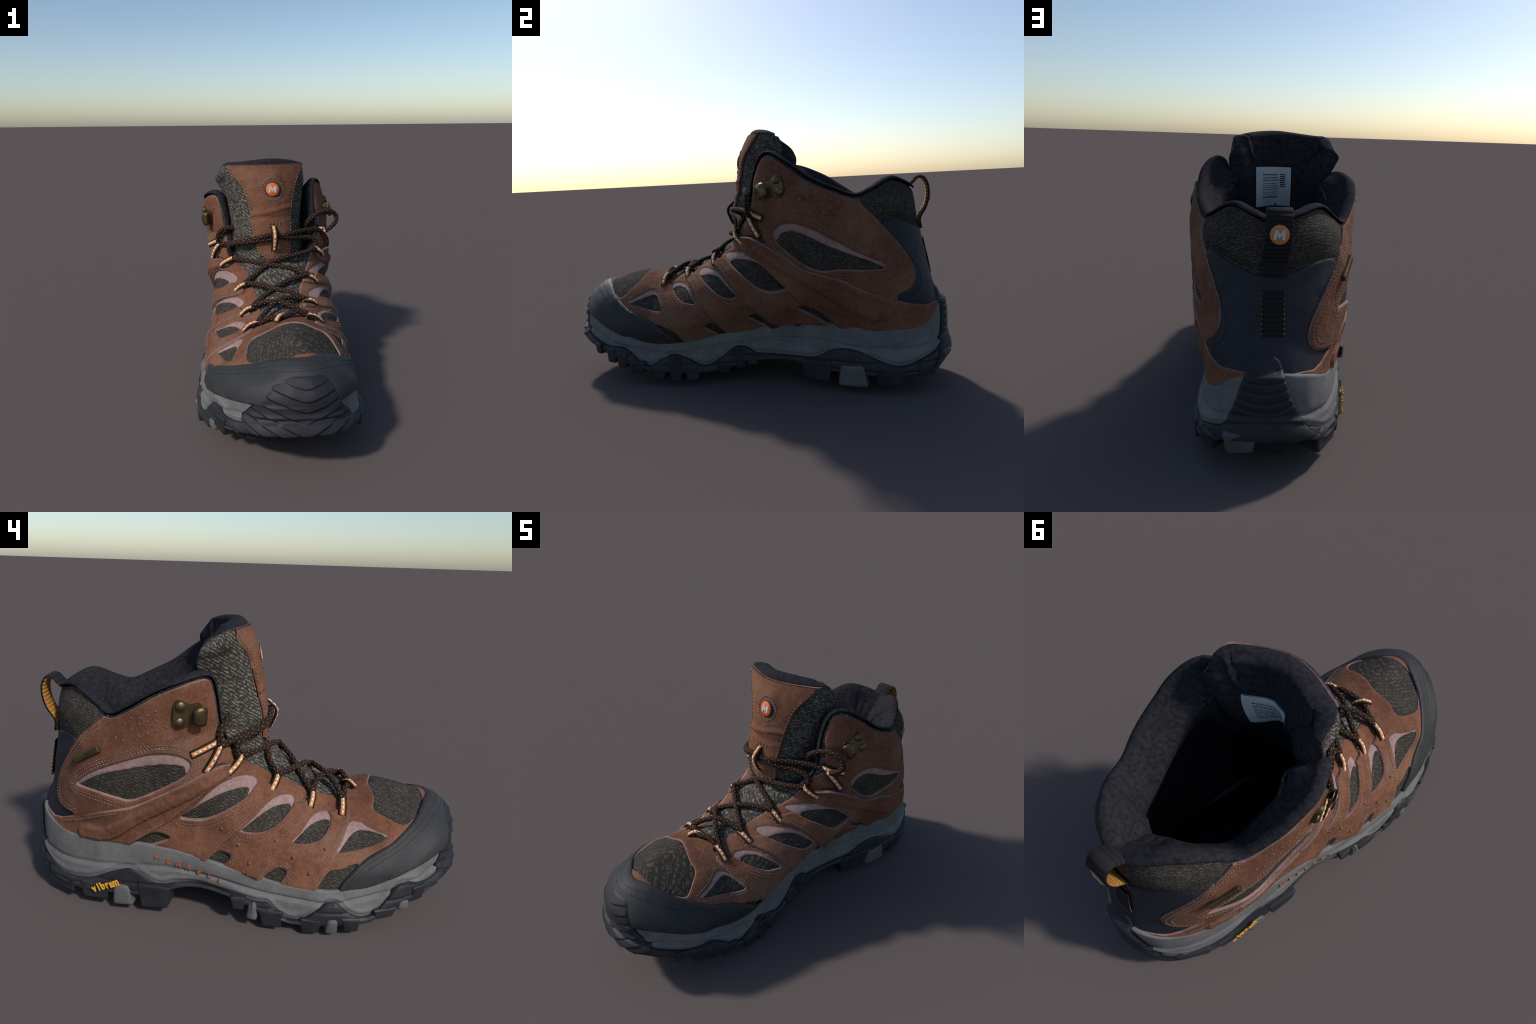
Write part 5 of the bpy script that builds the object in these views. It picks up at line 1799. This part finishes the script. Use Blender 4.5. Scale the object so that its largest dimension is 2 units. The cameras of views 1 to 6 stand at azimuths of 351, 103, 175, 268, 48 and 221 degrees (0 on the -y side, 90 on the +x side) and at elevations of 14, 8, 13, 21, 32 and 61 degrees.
# --- brass hooks
def hook(side):
    p = PAT[side]['hook']
    P, N = surf(side, p)
    n = unit(N.mean(0))
    upv = unit(P[0] - P[1])
    upv = unit(upv - n * (upv @ n))
    fw = np.cross(upv, n)
    if fw @ (P[2] - (P[0] + P[1]) / 2) < 0:
        fw = -fw
    c = (P[0] + P[1]) / 2
    base = c + n * 0.016
    # plate outline: two lobes behind, one neck in front
    half = np.linalg.norm(P[0] - P[1]) / 2
    out = [(-0.028, half + 0.008), (-0.010, half + 0.030), (0.020, half + 0.022), (0.045, half + 0.012), (0.085, half + 0.014), (0.098, half - 0.005), (0.094, -half * 0.5),
           (0.066, -half + 0.000), (0.030, -half - 0.022), (0.0, -half - 0.028), (-0.026, -half - 0.010), (-0.030, 0.0)]
    C = catmull(out, 4, True) * 0.88
    h = Soup()
    top = [base + fw * x + upv * y + n * 0.006 for x, y in C]
    bot = [base + fw * x * 1.02 + upv * y * 1.02 - n * 0.008 for x, y in C]
    k = len(C)
    F = [tuple(range(k))] + [(i, i + k, (i + 1) % k + k, (i + 1) % k) for i in range(k)]
    if np.cross(np.array(top[1]) - top[0], np.array(top[k // 3]) - top[0]) @ n < 0:
        F = [f[::-1] for f in F]
    new_obj('hook_plate', np.array(top + bot), F, M_BRASS, root, smooth=False)
    for q in P[:2]:
        V, F, _, _ = disc(q + n * 0.021, n, upv, 0.020, 0.008, 24, 0.003)
        new_obj('rivet', V, F, M_BRASS, root)
    # hook tongue: a curled tab leaning back from the plate
    tip = base + fw * 0.074
    V = []
    prof = [(-0.018, 0.004, 0.026), (-0.012, 0.022, 0.027), (-0.004, 0.036, 0.032), (0.0, 0.042, 0.038), (-0.014, 0.047, 0.042), (-0.030, 0.049, 0.040), (-0.048, 0.047, 0.028)]
    for f, hh, w in prof:
        for a in (-1, -0.6, 0, 0.6, 1):
            V.append(tip + fw * (f + 0.02) + n * (hh * 0.8 - 0.003 * a * a) + upv * (w * 0.9 * a))
    m = Soup()
    m.add(V, grid_faces(len(prof), 5))
    V2 = [np.array(v) - n * 0.006 + fw * 0.002 for v in V]
    m.add(V2, grid_faces(len(prof), 5, flip=True))
    ob = m.obj('lace_hook', [M_BRASS], root)
    md = ob.modifiers.new('thick', 'SOLIDIFY')
    md.thickness = 0.006


hook('L')
hook('R')

# --- metal tag on the inner side
P, N = surf('L', [(0.699, 0.593), (0.588, 0.637)])
n = unit(N.mean(0))
ax = unit(P[1] - P[0])
wv = np.cross(n, ax)
c = P.mean(0) + n * 0.019
L2 = np.linalg.norm(P[1] - P[0]) / 2
cor = []
for hgt in (0.012, -0.010):
    for a, b in ((-1, -1), (1, -1), (1, 1), (-1, 1)):
        cor.append(c + ax * a * L2 + wv * b * 0.014 + n * hgt)
V, F = hexa([cor[4], cor[5], cor[6], cor[7], cor[0], cor[1], cor[2], cor[3]], 0.005, 2)
tag_ob = new_obj('metal_tag', V, F, M_BRASS, root, smooth=False)


# --- lettering
def text_mesh(body, size, depth, bold=0.0):
    cu = bpy.data.curves.new('lettering', 'FONT')
    cu.body = body
    cu.size = size
    cu.extrude = depth
    cu.offset = bold
    cu.align_x = 'CENTER'
    cu.align_y = 'CENTER'
    cu.resolution_u = 3
    ob = bpy.data.objects.new('lettering_helper', cu)
    bpy.context.scene.collection.objects.link(ob)
    dg = bpy.context.evaluated_depsgraph_get()
    me = bpy.data.meshes.new_from_object(ob.evaluated_get(dg))
    V = np.array([v.co[:] for v in me.vertices])
    F = [tuple(p.vertices) for p in me.polygons]
    bpy.data.objects.remove(ob)
    bpy.data.curves.remove(cu)
    bpy.data.meshes.remove(me)
    return V, F


def letters_on_sole(name, body, y0, z0, y1, z1, size, mat, bow=0.0, bold=0.0, stretch=1.0, lift=0.003):
    """Each letter stands on the line (y0,z0)-(y1,z1) of the inner sole wall."""
    n = len(body)
    S = Soup()
    for i, ch in enumerate(body):
        t = i / (n - 1)
        y, z = y0 + (y1 - y0) * t, z0 + (z1 - z0) * t + bow * math.sin(math.pi * t)
        ang = math.atan2(z1 - z0 + bow * math.pi * math.cos(math.pi * t), -(y1 - y0))
        V, F = text_mesh(ch, size, 0.004, bold)
        V[:, 0] *= stretch
        ca, sa = math.cos(ang), math.sin(ang)
        W = []
        for x, yy, d in V:
            a, b = x * ca - yy * sa, x * sa + yy * ca
            py, pz = y - a, z + b
            h = BVH_SOLE.ray_cast(Vector((-1.2, py, pz)), Vector((1, 0, 0)))
            W.append([h[0].x, py, pz, d])
        xo = sorted(q[0] for q in W)[len(W) // 4]          # the letter stands on the proud part of the wall
        W = [(min(q[0], xo) - lift - (0.001 if q[3] > 0 else -0.004), q[1], q[2]) for q in W]
        S.add(W, F)
    return S.obj(name, [mat], root, smooth=False)


letters_on_sole('midsole_lettering', 'MERRELL', 0.382, 0.275, 0.112, 0.205, 0.030, M_PRINT, bow=0.008, bold=0.0, stretch=1.25)
letters_on_sole('outsole_lettering', 'vibram', 0.672, 0.107, 0.572, 0.152, 0.052, M_YELLOW, bold=0.0016, stretch=0.72, lift=0.014)

# raised marks on the metal tag
tg = Soup()
V, F = text_mesh('ooooooo', 0.022, 0.001)
W = [c + n * (0.0125 + d) + ax * x * 1.25 + wv * y for x, y, d in V]
tg.add(W, F)
tg.obj('tag_relief', [M_BRASS], tag_ob, smooth=False)

# --- care label inside the tongue
def inner_hit(x, z):
    h = BVH_IN.ray_cast(Vector((x, 1.0, z)), Vector((0, -1, 0)))
    return np.array(h[0])


BVH_IN = BVHTree.FromPolygons([tuple(v) for v in INNER.reshape(-1, 3)], [tuple(f) for f in grid_faces(*INNER.shape[:2])])
lab = Soup()
NXL, NZL = 12, 14
V = []
for i in range(NZL):
    for j in range(NXL):
        u, v = j / (NXL - 1), i / (NZL - 1)
        x = 0.122 - u * 0.17 + 0.005 * v
        z = 0.905 + v * 0.195
        p = inner_hit(x, z)
        V.append(p + [0, 0.006 + 0.006 * math.sin(u * 7) * (1 - v), 0])
lab.add(V, grid_faces(NZL, NXL))
V = np.array(V)
lab.add(V - [0, 0.005, 0], grid_faces(NZL, NXL, flip=True))
LABG = V.reshape(NZL, NXL, 3)
label_ob = lab.obj('care_label', [M_LABEL], root)


def label_pt(u, v):
    a, b = u * (NXL - 1), v * (NZL - 1)
    i, j = min(int(a), NXL - 2), min(int(b), NZL - 2)
    f, g = a - i, b - j
    G = LABG
    return (G[j, i] * (1 - f) + G[j, i + 1] * f) * (1 - g) + (G[j + 1, i] * (1 - f) + G[j + 1, i + 1] * f) * g


ink = Soup()
r2 = np.random.default_rng(5)
for v, h in [(0.80, 0.028), (0.72, 0.024), (0.66, 0.022), (0.58, 0.015), (0.53, 0.015), (0.48, 0.015), (0.43, 0.015), (0.36, 0.012), (0.31, 0.012), (0.22, 0.035)]:
    u = 0.2
    while u < 0.62:
        w = r2.uniform(0.02, 0.07)
        q = [label_pt(u, v), label_pt(u + w, v), label_pt(u + w, v + h), label_pt(u, v + h)]
        ink.add([p + [0, 0.0015, 0] for p in q], [(0, 1, 2, 3)])
        u += w + 0.015
for i in range(7):
    v = 0.50 + i * 0.05
    ink.add([label_pt(a, b) + [0, 0.0015, 0] for a, b in ((0.70, v), (0.84, v), (0.84, v + 0.03), (0.70, v + 0.03))], [(0, 1, 2, 3)])
ink.obj('label_print', [M_INK], label_ob, smooth=False, kind='stuff')
